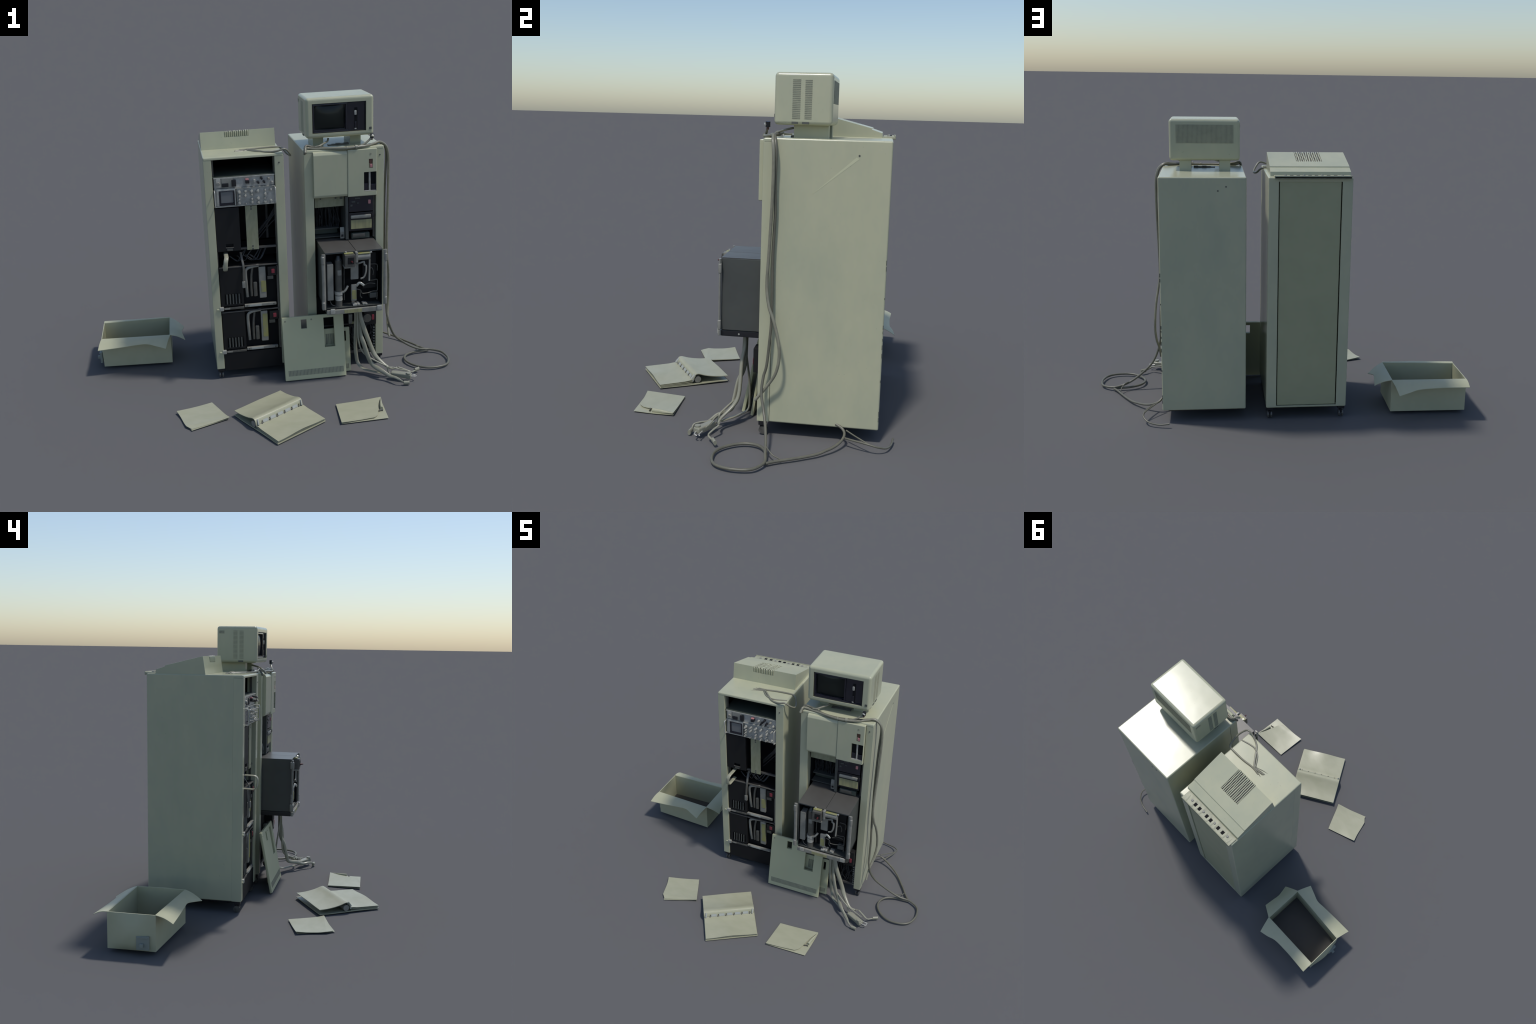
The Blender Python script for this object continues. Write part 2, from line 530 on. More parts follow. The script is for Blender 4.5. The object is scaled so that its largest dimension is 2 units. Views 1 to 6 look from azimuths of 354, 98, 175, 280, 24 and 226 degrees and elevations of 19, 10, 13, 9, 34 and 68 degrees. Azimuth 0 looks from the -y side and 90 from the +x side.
# --- cable loop lying on the top --------------------------------------------
loop = [(-0.145, 0.178, 1.252), (-0.11, 0.188, 1.253), (-0.075, 0.185, 1.255), (-0.03, 0.135, 1.256), (0.01, 0.090, 1.256), (0.06, 0.068, 1.261), (0.10, 0.066, 1.270),
        (0.124, 0.082, 1.248), (0.138, 0.122, 1.223), (0.126, 0.172, 1.226), (0.108, 0.198, 1.247), (0.080, 0.204, 1.256), (0.0, 0.203, 1.256), (-0.07, 0.195, 1.255), (-0.12, 0.20, 1.252)]
tube("looped_cable", loop, 0.0052, CABLET, left)
tube("looped_cable", [(-0.08, 0.181, 1.253), (-0.04, 0.131, 1.255), (0.0, 0.110, 1.2545), (0.035, 0.112, 1.2535), (0.09, 0.127, 1.252)], 0.0045, CABLET, left)
bm = bmesh.new()
for k in range(4):
    add_tube(bm, [(-0.08 + 0.004 * k, 0.182 + 0.004 * k, 1.2525), (-0.13, 0.166 + 0.011 * k, 1.2515), (-0.175 + 0.01 * k, 0.158 + 0.016 * k, 1.2495)], 0.0028, seg=6)
place("frayed_end", bm, CABLET, left, smooth=60, kind="stuff", weighted=False)

# --- open bay and the two instruments -------------------------------------
box("bay_floor", (LO0 - 0.006, LO1 + 0.006, 0.072, 0.52, 1.1425, 1.1475), SHELFM, left, bevel=0.001)
bm = bmesh.new()
add_box(bm, LO0 + 0.001, LO0 + 0.010, 0.09, 0.10, 1.085, 1.236)
add_box(bm, LO1 - 0.006, LO1 - 0.001, 0.09, 0.10, 0.08, 1.236)
add_box(bm, LO0 + 0.001, LO0 + 0.006, 0.09, 0.10, 0.16, 0.985)
place("rack_rail", bm, GREYD, left)

gen = box("signal_generator", (-0.270, 0.043, 0.074, 0.40, 1.0855, 1.1420), INSTR, left, bevel=0.002)
box("gauge_block", (-0.262, -0.236, 0.066, 0.08, 1.092, 1.137), SILVER, gen, bevel=0.003)
cyl("dial", (-0.249, 0.068, 1.112), (-0.249, 0.058, 1.112), 0.010, GREYB, gen, r1=0.008)
box("meter_face", (-0.232, -0.172, 0.067, 0.08, 1.092, 1.139), GREYB, gen, bevel=0.002)
box("meter_window", (-0.230, -0.196, 0.063, 0.075, 1.0935, 1.114), BLACK, gen, bevel=0.003)
box("meter_window", (-0.180, -0.157, 0.062, 0.075, 1.0935, 1.130), BLACK, gen, bevel=0.003)
box("push_button", (-0.109, -0.089, 0.056, 0.08, 1.106, 1.122), BLACK, gen, bevel=0.002)
box("indicator_lens", (-0.109, -0.091, 0.058, 0.08, 1.1225, 1.130), PINK, gen, bevel=0.002)
for x, z, m in ((-0.025, 1.127, BLACK), (-0.043, 1.107, BLACK), (-0.012, 1.108, BLACK), (0.012, 1.122, GREYB), (0.030, 1.102, SILVER), (-0.062, 1.118, SILVER)):
    cyl("knob", (x, 0.075, z), (x, 0.050, z), 0.0075, m, gen, r1=0.0055, seg=12)
box("crown_flange", (-0.272, 0.044, 0.068, 0.078, 1.1375, 1.1435), SILVER, gen, bevel=0.001)

scope = box("oscilloscope", (-0.272, 0.045, 0.073, 0.42, 0.989, 1.0835), INSTR, left, bevel=0.002)
frame = box("screen_frame", (-0.262, -0.161, 0.066, 0.076, 0.991, 1.081), SILVER, scope, bevel=0.003)
cut(frame, [(-0.249, -0.168, 0.0, 0.0735, 0.995, 1.074)])
bz = box("screen_bezel", (-0.2485, -0.1685, 0.064, 0.0745, 0.9955, 1.0735), BEZEL, scope, bevel=0.004, seg=2)
cut(bz, [(-0.241, -0.174, 0.0, 0.071, 1.007, 1.069)])
box("screen", (-0.2405, -0.1745, 0.0675, 0.0735, 1.0075, 1.0685), SCOPE, scope, bevel=0.003)
knob_mesh = None
rnd = random.Random(11)
for i in range(6):
    for j in range(4):
        if rnd.random() < 0.15:
            continue
        x = -0.145 + i * 0.0335 + rnd.uniform(-0.003, 0.003)
        z = 1.002 + j * 0.0205 + rnd.uniform(-0.003, 0.003)
        if knob_mesh is None:
            bm = bmesh.new()
            add_cyl(bm, (x, 0.0735, z), (x, 0.060, z), 0.0098, 0.0080, 14)
            add_cyl(bm, (x, 0.060, z), (x, 0.044, z), 0.0055, 0.0042, 10)
            bmesh.ops.bevel(bm, geom=list(bm.edges), offset=0.0012, segments=2, affect="EDGES", clamp_overlap=True)
            knob_mesh = place("knob", bm, SILVER, scope)
        else:
            k = twin(knob_mesh, (x, WORLD[knob_mesh.name].y, z))
            s = rnd.uniform(0.55, 1.15)
            k.scale = (s, rnd.uniform(0.75, 1.1), s)
box("frame_divider", (-0.160, -0.157, 0.063, 0.076, 0.990, 1.082), GREYD, scope, bevel=0.001)
box("top_edge_trim", (-0.272, 0.045, 0.067, 0.077, 1.0805, 1.0845), SILVER, scope, bevel=0.001)
box("bottom_edge_trim", (-0.272, 0.045, 0.067, 0.077, 0.9865, 0.9905), SILVER, scope, bevel=0.001)
for x in (-0.272, 0.0425):
    tube("carry_handle", [(x, 0.076, 1.077), (x, 0.052, 1.077), (x, 0.046, 1.072), (x, 0.045, 1.035), (x, 0.046, 0.999), (x, 0.052, 0.994), (x, 0.076, 0.994)], 0.0032, SILVER, scope)

# --- blank panel and stained strip ----------------------------------------
blank = box("blank_panel", (-0.277, -0.150, 0.069, 0.20, 0.744, 0.981), CHAR, left, bevel=0.002)
cut(blank, [(-0.228, -0.189, 0.0, 0.084, 0.767, 0.785)])
box("latch_lip", (-0.230, -0.187, 0.065, 0.075, 0.7625, 0.7665), GREYD, blank, bevel=0.001)
box("latch_tongue", (-0.224, -0.193, 0.0665, 0.072, 0.746, 0.760), GREYD, blank, bevel=0.003)
fs = box("filler_strip", (-0.117, -0.0545, 0.071, 0.075, 0.7425, 0.9835), STAINED, left, bevel=0.001)
for z in (0.978, 0.966, 0.762, 0.748):
    cyl("hole_disc", (-0.086, 0.0718, z), (-0.086, 0.0702, z), 0.0050, GRILLE_DK, fs, seg=12)  # dark discs on the strip stand for holes
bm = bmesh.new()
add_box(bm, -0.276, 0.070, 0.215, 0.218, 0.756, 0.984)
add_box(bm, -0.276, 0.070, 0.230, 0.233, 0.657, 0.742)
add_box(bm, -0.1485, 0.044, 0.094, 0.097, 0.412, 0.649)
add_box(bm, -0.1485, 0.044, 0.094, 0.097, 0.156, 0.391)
place("void_backing", bm, VOID, left, smooth=None)  # added dark sheets, shade of the open bays put into their colour
box("cross_rail", (-0.150, 0.040, 0.082, 0.094, 0.7435, 0.7545), STEEL, left, bevel=0.001)
box("inner_upright", (0.004, 0.016, 0.200, 0.212, 0.76, 0.98), STEELSIDE, left, bevel=0.001)
bm = bmesh.new()
rnd = random.Random(5)
for k in range(7):
    dz = rnd.uniform(-0.02, 0.03)
    add_tube(bm, [(-0.06, 0.125, 0.79 + dz), (-0.02, 0.115 + rnd.uniform(-.01, .01), 0.84 + dz), (0.012, 0.110, 0.88 + dz), (0.043, 0.105, 0.92 + dz * 1.5)], 0.0026, seg=6, step=0.012)
for k in range(7):
    x = rnd.uniform(-0.12, 0.02)
    add_tube(bm, [(x, 0.125, 0.735), (x - 0.03, 0.105, 0.69 + rnd.uniform(-0.01, 0.02)), (x - 0.05, 0.108, 0.672), (x - 0.09, 0.12, 0.70)], 0.0032, seg=6, step=0.012)
place("inner_wiring", bm, DIMWIRE, left, smooth=60, kind="stuff", weighted=False)

# --- pull handle ----------------------------------------------------------
tube("pull_handle", [(-0.232, 0.10, 0.7275), (-0.233, 0.04, 0.7275), (-0.235, 0.012, 0.7255), (-0.239, 0.000, 0.713), (-0.242, -0.0005, 0.690), (-0.243, 0.004, 0.668), (-0.243, 0.016, 0.657), (-0.242, 0.04, 0.656), (-0.241, 0.10, 0.657)],
     0.0115, HANDLE, left, flat=0.36, side=(1, 0, 0.0), seg=12)

# --- two drive units ------------------------------------------------------
def drive_unit(parent, z0, z1, label_low):
    u = box("drive_unit", (-0.274, -0.150, 0.071, 0.36, z0 + 0.006, z1), CHAR, parent, bevel=0.003)
    slots = [(-0.253 + i * 0.0165, -0.253 + i * 0.0165 + 0.0075, 0.0, 0.080, z0 + 0.020, z0 + 0.078) for i in range(6)]
    cut(u, slots)
    bm = bmesh.new()
    for s in slots[:5]:
        add_tube(bm, [(s[1] + 0.0045, 0.0700, z0 + 0.076), (s[1] + 0.0045, 0.0685, z0 + 0.05), (s[1] + 0.0045, 0.0660, z0 + 0.021)], 0.0038, flat=0.45, side=(1, 0, 0), seg=8)
    place("louver", bm, STEELSIDE, u, smooth=60, kind="stuff", weighted=False)
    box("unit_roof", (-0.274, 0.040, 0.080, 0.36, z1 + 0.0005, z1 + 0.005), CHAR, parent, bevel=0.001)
    box("roof_lip", (-0.274, 0.040, 0.0695, 0.0805, z1 - 0.001, z1 + 0.0045), STEEL, parent, bevel=0.001)
    # gas pipe and its companions in the open half
    tube("bent_pipe", [(-0.127, 0.094, z0 + 0.044), (-0.131, 0.084, z0 + 0.11), (-0.133, 0.078, z0 + 0.19), (-0.124, 0.077, z0 + 0.212), (-0.10, 0.079, z0 + 0.221), (-0.060, 0.080, z0 + 0.225)], 0.0085, GREYB, u, flat=0.6, side=(1, 0, 0))
    tube("inner_pipe", [(-0.092, 0.092, z0 + 0.22), (-0.101, 0.087, z0 + 0.17), (-0.105, 0.085, z0 + 0.11), (-0.104, 0.087, z0 + 0.05)], 0.007, GREYD, u, flat=0.7, side=(1, 0, 0))
    box("motor_block", (-0.094, -0.072, 0.080, 0.100, z0 + 0.046, z0 + 0.13), GREYD, u, bevel=0.006)
    box("label_block", (-0.062, -0.024, 0.078, 0.136, z0 + 0.036, z0 + 0.216), GREYB, u, bevel=0.004)
    zz = (z0 + 0.07, z0 + 0.135) if label_low else (z0 + 0.062, z0 + 0.200)
    box("yellow_label", (-0.052, -0.0245, 0.0765, 0.0795, *zz), YELLOW, u, bevel=0.001)
    sw = box("switch_block", (-0.014, 0.038, 0.071, 0.136, z1 - 0.063, z1 - 0.012), CHAR, u, bevel=0.003)
    box("rocker", (0.006, 0.0235, 0.0685, 0.074, z1 - 0.050, z1 - 0.026), RED, sw, bevel=0.002)
    box("switch_shield", (-0.016, 0.016, 0.076, 0.079, z1 - 0.085, z1 - 0.066), GREYD, u, bevel=0.001)
    b = box("slide_bar", (-0.147, 0.026, 0.067, 0.082, z0 - 0.006, z0 + 0.009), GREYB, u, bevel=0.002)
    box("slide_label", (-0.122, -0.055, 0.0655, 0.0675, z0 - 0.004, z0 + 0.007), PAPERG, b, bevel=0.0006)
    for x in (-0.135, 0.012):
        cyl("bar_screw", (x, 0.0675, z0 + 0.002), (x, 0.0645, z0 + 0.002), 0.004, GREYD, b, seg=10)
    box("front_sill", (-0.268, -0.150, 0.067, 0.082, z0 - 0.012, z0 + 0.0), GREYD, u, bevel=0.002)
    box("sill_tag", (-0.258, -0.228, 0.0655, 0.0675, z0 - 0.010, z0 - 0.002), GREYB, u, bevel=0.0006)
    h = box("hinge", (-0.284, -0.262, 0.058, 0.072, z0 - 0.014, z0 + 0.008), SILVER, u, bevel=0.003)
    box("hinge_leaf", (-0.300, -0.282, 0.0595, 0.068, z0 - 0.010, z0 - 0.002), PAINT, h, bevel=0.002)
    return u


drive_unit(left, 0.423, 0.650, True)
drive_unit(left, 0.166, 0.393, False)
tube("hanging_strap", [(-0.150, 0.11, 0.72), (-0.147, 0.085, 0.690), (-0.143, 0.066, 0.655), (-0.144, 0.060, 0.62), (-0.146, 0.058, 0.57)], 0.0065, GREYD, left, flat=0.4, side=(1, 0.3, 0))
box("strap_buckle", (-0.156, -0.138, 0.052, 0.064, 0.535, 0.572), GREYB, left, bevel=0.003)
box("plinth_panel", (-0.277, 0.045, 0.069, 0.084, 0.046, 0.1525), CHAR, left, bevel=0.002)
box("inner_post", (0.034, 0.0455, 0.075, 0.085, 0.154, 0.64), GREYD, left, bevel=0.001)

# ==========================================================================
# 2. computer cabinet (right)
# ==========================================================================
RX0, RX1, RO0, RO1 = 0.1985, 0.6215, 0.2475, 0.579
right = thing("computer_cabinet", (0.415, 0.32, 0.0), "tall grey-green cabinet with a drawer of mechanisms pulled out", "equipment cabinet")
cabinet(right, RX0, RX1, RO0, RO1, None, 0.002)
caster_set(right, [(0.602, 0.088), (0.226, 0.088)])
box("underframe", (0.240, 0.590, 0.115, 0.560, 0.050, 0.0605), BLACK, right, bevel=0.002)
for p, n in (((0.336, Y1, 1.187), (0, 1, 0)), ((0.297, Y1, 1.207), (0, 1, 0)), ((RX1, 0.448, 1.193), (1, 0, 0)), ((0.599, Y0, 1.205), (0, -1, 0))):
    screw(right, p, n)

rnd = random.Random(77)
bm = bmesh.new()
z = 0.10
while z < 0.86:
    h = rnd.uniform(0.006, 0.022)
    add_box(bm, RX1 - 0.0025, RX1 - 0.0002, Y1 - 0.0035, Y1 - 0.0012 + rnd.uniform(0, 0.0006), z, z + h, 0.0003, 1)
    z += h + rnd.choice((0.006, 0.02, 0.09)) * rnd.uniform(0.7, 1.4)
place("edge_chip", bm, GRILLE_DK, right, smooth=None, kind="stuff")
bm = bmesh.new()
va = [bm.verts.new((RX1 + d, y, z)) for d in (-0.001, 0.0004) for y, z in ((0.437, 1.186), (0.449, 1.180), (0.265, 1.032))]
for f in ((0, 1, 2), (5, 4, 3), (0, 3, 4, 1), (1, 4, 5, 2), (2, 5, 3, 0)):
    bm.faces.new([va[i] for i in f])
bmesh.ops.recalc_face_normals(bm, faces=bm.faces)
place("light_streak", bm, STREAK, right, smooth=None)  # thin paler sliver added to paint a shading streak on the side

# --- upper door in two halves ----------------------------------------------
dl = prism_x("drive_door", [(0.066, 0.996), (0.066, 1.244), (0.052, 1.240), (0.045, 1.226), (0.045, 1.012), (0.052, 1.000)], 0.244, 0.4232, PAINT, right, bevel=0.003)
dr = box("drive_door", (0.4234, 0.5790, 0.0425, 0.066, 0.9955, 1.2445), PAINT, right, bevel=0.004, seg=3)
cut(dr, [(0.509, 0.576, 0.0, 0.058, 1.019, 1.123), (0.535, 0.556, 0.0, 0.050, 1.143, 1.191)])
box("window_backing", (0.5095, 0.5755, 0.056, 0.060, 1.0195, 1.1225), VOID, dr, bevel=0)
cyl("drive_spindle", (0.541, 0.052, 1.020), (0.541, 0.052, 1.122), 0.0055, SILVER, dr)
box("window_lever", (0.548, 0.5745, 0.048, 0.056, 1.022, 1.056), BEZEL, dr, bevel=0.002)
box("window_lever", (0.5105, 0.532, 0.050, 0.056, 1.022, 1.060), BEZEL, dr, bevel=0.002)
box("window_sill", (0.510, 0.575, 0.044, 0.056, 1.0195, 1.0235), SILVER, dr, bevel=0.001)
box("key_switch", (0.5365, 0.5545, 0.0445, 0.055, 1.166, 1.190), BROWN, dr, bevel=0.003)
box("key_tab", (0.541, 0.5545, 0.042, 0.055, 1.145, 1.164), PINK, dr, bevel=0.003)
cyl("door_rivet", (0.544, 0.0432, 1.217), (0.544, 0.0415, 1.217), 0.005, GRILLE, dr, seg=12)

# --- electronics bays ------------------------------------------------------
nameplate = box("header_plate", (0.256, 0.413, 0.094, 0.098, 0.9365, 0.994), STAINED, right, bevel=0.001)
for x, s in ((0.287, 0.004), (0.368, 0.005), (0.398, 0.0075)):
    box("hole_plate", (x - s, x + s, 0.0928, 0.0945, 0.983 - s, 0.983 + s), GRILLE_DK, nameplate, bevel=0.0006)  # dark plates on the surface, nothing is cut through
box("bay_divider", (0.415, 0.431, 0.068, 0.30, 0.755, 0.994), STEELSIDE, right, bevel=0.001)
bm = bmesh.new()
rnd = random.Random(21)
for k in range(46):
    x = rnd.uniform(0.257, 0.405)
    y = rnd.uniform(0.165, 0.178)
    pts = [(x, y + 0.02, 0.945)]
    for q in range(1, 6):
        pts.append((x + rnd.uniform(-0.002, 0.002) + (0.03 * (q / 5) if k % 9 == 0 else 0), y + rnd.uniform(-0.01, 0.01), 0.945 - q * 0.028))
    add_tube(bm, pts, rnd.uniform(0.0012, 0.0024), seg=5, step=0.02)
place("backplane_wiring", bm, DIMWIRE, right, smooth=60, kind="stuff", weighted=False)
box("card_guide", (0.2555, 0.394, 0.140, 0.199, 0.799, 0.8065), STEELSIDE, right, bevel=0.001)
box("card_guide", (0.2555, 0.408, 0.120, 0.199, 0.757, 0.763), STEELSIDE, right, bevel=0.001)
box("card_edge", (0.262, 0.392, 0.165, 0.19, 0.766, 0.792), SHELFM, right, bevel=0.004)
br = prism_x("guide_bracket", [(0.084, 0.758), (0.084, 0.796), (0.090, 0.820), (0.093, 0.820), (0.0875, 0.796), (0.0875, 0.758)], 0.389, 0.412, GREYB, right, bevel=0.0008)
box("bracket_slot_plate", (0.394, 0.406, 0.0828, 0.0845, 0.768, 0.781), BLACK, br, bevel=0.0006)  # slot shown by a dark plate on the bracket

m1 = box("control_module", (0.4335, 0.5635, 0.066, 0.25, 0.9055, 0.994), BEZEL, right, bevel=0.003)
box("module_lamp", (0.5365, 0.5505, 0.062, 0.07, 0.946, 0.968), PINK, m1, bevel=0.003)
for x, z, w, h in ((0.447, 0.958, 0.020, 0.008), (0.441, 0.937, 0.012, 0.010), (0.476, 0.951, 0.010, 0.005), (0.465, 0.976, 0.028, 0.008)):
    box("module_tag", (x, x + w, 0.0638, 0.067, z, z + h), STEELSIDE, m1, bevel=0.001)
m2 = box("power_module", (0.4335, 0.5635, 0.068, 0.26, 0.799, 0.9005), BLACK, right, bevel=0.003)
box("module_hood", (0.442, 0.553, 0.060, 0.075, 0.869, 0.888), GREYB, m2, bevel=0.005)
box("rating_label", (0.443, 0.556, 0.0645, 0.0695, 0.812, 0.861), YLABEL, m2, bevel=0.001)
box("module_clip", (0.556, 0.568, 0.058, 0.072, 0.872, 0.890), BLACK, m2, bevel=0.002)
m3 = box("terminal_module", (0.447, 0.547, 0.072, 0.20, 0.7545, 0.786), SHELFM, right, bevel=0.004)
box("terminal_cover", (0.452, 0.522, 0.068, 0.08, 0.762, 0.784), GREYD, m3, bevel=0.004)
box("inner_post", (0.567, 0.5785, 0.082, 0.095, 0.755, 0.993), GREYD, right, bevel=0.001)

# --- lower bay -------------------------------------------------------------
low = box("lower_power_unit", (0.506, 0.575, 0.036, 0.20, 0.2585, 0.366), CHAR, right, bevel=0.004)
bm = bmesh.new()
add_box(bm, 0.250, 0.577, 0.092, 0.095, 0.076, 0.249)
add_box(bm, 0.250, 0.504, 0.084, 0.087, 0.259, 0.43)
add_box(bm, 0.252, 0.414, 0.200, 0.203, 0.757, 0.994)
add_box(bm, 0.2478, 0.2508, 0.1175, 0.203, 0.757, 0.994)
place("void_backing", bm, VOID, right, smooth=None)  # added dark sheets standing in for the unlit depth of these bays
cyl("motor_can", (0.523, 0.033, 0.300), (0.523, 0.09, 0.300), 0.024, GREYD, low)
box("rocker", (0.549, 0.5625, 0.0325, 0.040, 0.288, 0.318), RED, low, bevel=0.002)
box("lower_shelf", (0.252, 0.577, 0.080, 0.40, 0.2505, 0.2575), STEEL, right, bevel=0.001)
box("coil_guard", (0.425, 0.447, 0.062, 0.084, 0.262, 0.32), GREYB, right, bevel=0.005)
box("yellow_clip", (0.440, 0.462, 0.066, 0.09, 0.2585, 0.272), YELLOW, right, bevel=0.003)
bm = bmesh.new()
rnd = random.Random(31)
for k in range(26):
    x = rnd.uniform(0.43, 0.57)
    add_tube(bm, [(x, 0.088, 0.245), (x + rnd.uniform(-.02, .02), 0.084, 0.20), (x + rnd.uniform(-.03, .03), 0.082, 0.14), (x + rnd.uniform(-.02, .03), 0.086, 0.09)], 0.0022, seg=5, step=0.02)
place("lower_wiring", bm, DIMWIRE, right, smooth=60, kind="stuff", weighted=False)
bm = bmesh.new()
for k in range(9):
    z = 0.085 + k * 0.017
    add_box(bm, 0.566, 0.577, 0.070, 0.090, z, z + 0.006, 0.0015)
place("terminal_screw", bm, GREYB, right, kind="stuff")
box("bottom_sill", (0.2485, 0.578, 0.078, 0.10, 0.074, 0.090), STEEL, right, bevel=0.002)

# --- pulled-out drawer ------------------------------------------------------
DX0, DX1, DY, DZ0, DZ1 = 0.2635, 0.5690, -0.109, 0.436, 0.7480
drawer = box("drawer", (DX0, DX1, DY, 0.34, DZ0, DZ1), STEELSIDE, right, bevel=0.004)
cut(drawer, [(DX0 + 0.005, DX1 - 0.005, -1, 0.33, DZ0 + 0.005, DZ1 - 0.006)])
cut(drawer, [(0.4265, 0.4285, -1, 0.33, DZ1 - 0.0035, 1)])
bm = bmesh.new()
e = 0.006
add_box(bm, DX0 + e, DX0 + e + 0.002, DY + 0.006, 0.32, DZ0 + e, DZ1 - 0.009)
add_box(bm, DX1 - e - 0.002, DX1 - e, DY + 0.006, 0.32, DZ0 + e, DZ1 - 0.009)
add_box(bm, DX0 + e + 0.003, DX1 - e - 0.003, -0.052, -0.048, DZ0 + e, DZ1 - 0.009)
place("drawer_shade_lining", bm, VOID, drawer, smooth=None)  # dark sheets added so the drawer's inside reads as unlit
for a, b in ((DX0 + 0.0005, 0.4262), (0.4288, DX1 - 0.0005)):
    box("lid_plate", (a, b, DY - 0.001, 0.33, DZ1 + 0.0003, DZ1 + 0.0018), STEEL, drawer, bevel=0.0006)
box("base_tray", (0.268, 0.565, -0.108, 0.33, 0.408, 0.4345), BLACK, drawer, bevel=0.003)
sill = box("front_bar", (0.267, 0.5645, -0.122, -0.108, 0.408, 0.4335), GREYB, drawer, bevel=0.003)
box("worn_patch", (0.36, 0.455, -0.1232, -0.1195, 0.411, 0.431), YLABEL, sill, bevel=0.001)
for x in (0.285, 0.535):
    box("bar_lock", (x, x + 0.025, -0.127, -0.118, 0.414, 0.442), SILVER, sill, bevel=0.004)
screw(drawer, (0.565, -0.03, 0.420), (1, 0, 0), SILVER)
tube("side_flange", [(0.2535, -0.1185, 0.747), (0.2535, -0.1185, 0.735), (0.2525, -0.1185, 0.69), (0.2535, -0.1185, 0.60), (0.2535, -0.1185, 0.50), (0.2525, -0.1185, 0.455), (0.2535, -0.1185, 0.440)], 0.0098, GREYB, drawer, flat=0.5, side=(1, 0, 0), seg=12)
tube("side_flange", [(0.5805, -0.112, 0.746), (0.5805, -0.112, 0.70), (0.5805, -0.112, 0.6), (0.5805, -0.112, 0.442)], 0.0100, GREYB, drawer, flat=0.5, side=(1, 0, 0), seg=12)
for p in ((0.2505, 0.715), (0.2515, 0.462), (0.584, 0.705), (0.584, 0.462)):
    box("flange_boss", (p[0] - 0.009, p[0] + 0.008, (-0.1275 if p[0] < 0.4 else -0.119), -0.104, p[1] - 0.022, p[1] + 0.022), GREYB, drawer, bevel=0.006, seg=3)

box("fan_housing", (0.2745, 0.3085, -0.103, -0.054, 0.482, 0.684), GREYB, drawer, bevel=0.004)
col = cyl("drive_column", (0.338, -0.088, 0.437), (0.338, -0.088, 0.700), 0.0185, GREYD, drawer, seg=24)
cyl("column_cap", (0.338, -0.088, 0.6985), (0.338, -0.084, 0.722), 0.0175, STEELSIDE, col, r1=0.008, seg=20)
box("column_label", (0.329, 0.350, -0.1085, -0.100, 0.620, 0.650), GREYB, col, bevel=0.003)
cyl("column_clamp", (0.338, -0.088, 0.510), (0.338, -0.088, 0.528), 0.0225, SILVER, col, seg=24)
tube("clamp_arm", [(0.352, -0.10, 0.520), (0.370, -0.102, 0.532), (0.386, -0.095, 0.555)], 0.006, GREYB, col)
cyl("column_foot", (0.338, -0.088, 0.478), (0.338, -0.088, 0.505), 0.0205, SILVER, col, seg=24)
tb = box("relay_block", (0.361, 0.417, -0.142, -0.06, 0.674, 0.740), GREYD, drawer, bevel=0.004)
box("relay_rim", (0.359, 0.419, -0.136, -0.09, 0.666, 0.677), GREYB, tb, bevel=0.003)
box("relay_lid", (0.362, 0.410, -0.128, -0.075, 0.7405, 0.7455), YELLOW, tb, bevel=0.001)
box("relay_window", (0.376, 0.410, -0.1445, -0.138, 0.690, 0.728), CHAR, tb, bevel=0.003)
cyl("red_nose", (0.396, -0.142, 0.704), (0.397, -0.162, 0.706), 0.0065, DKRED, tb, r1=0.003, seg=12)
cyl("bolt", (0.372, -0.115, 0.742), (0.372, -0.115, 0.752), 0.005, SILVER, tb, seg=10)
box("latch_arm", (0.419, 0.434, -0.130, -0.10, 0.690, 0.7485), GREYB, drawer, bevel=0.004)
mot = cyl("winch_motor", (0.434, -0.105, 0.716), (0.500, -0.105, 0.716), 0.0195, GREYB, drawer, seg=24)
box("motor_lid", (0.435, 0.500, -0.122, -0.09, 0.7325, 0.7385), YELLOW, mot, bevel=0.002)
cyl("bolt", (0.500, -0.112, 0.735), (0.510, -0.114, 0.739), 0.0045, SILVER, mot, seg=10)
box("card_plate", (0.401, 0.443, -0.098, -0.085, 0.588, 0.677), GREYB, drawer, bevel=0.003)
yp = box("marked_plate", (0.402, 0.431, -0.104, -0.09, 0.469, 0.561), GREYB, drawer, bevel=0.003)
box("yellow_label", (0.406, 0.429, -0.1055, -0.1035, 0.480, 0.530), YELLOW, yp, bevel=0.0006)
tube("bent_lever", [(0.430, -0.10, 0.552), (0.444, -0.107, 0.570), (0.456, -0.112, 0.566), (0.466, -0.115, 0.557)], 0.007, SILVER, drawer, flat=0.6)
tube("vertical_rod", [(0.4995, -0.105, 0.725), (0.499, -0.105, 0.66), (0.498, -0.105, 0.62), (0.4965, -0.107, 0.578)], 0.0048, GREYB, drawer)
tube("bent_bracket", [(0.438, -0.10, 0.676), (0.455, -0.105, 0.682), (0.470, -0.105, 0.685), (0.472, -0.105, 0.668), (0.481, -0.105, 0.662), (0.480, -0.105, 0.628), (0.470, -0.105, 0.600), (0.452, -0.105, 0.592)], 0.0055, GREYB, drawer, flat=0.7)
bm = bmesh.new()
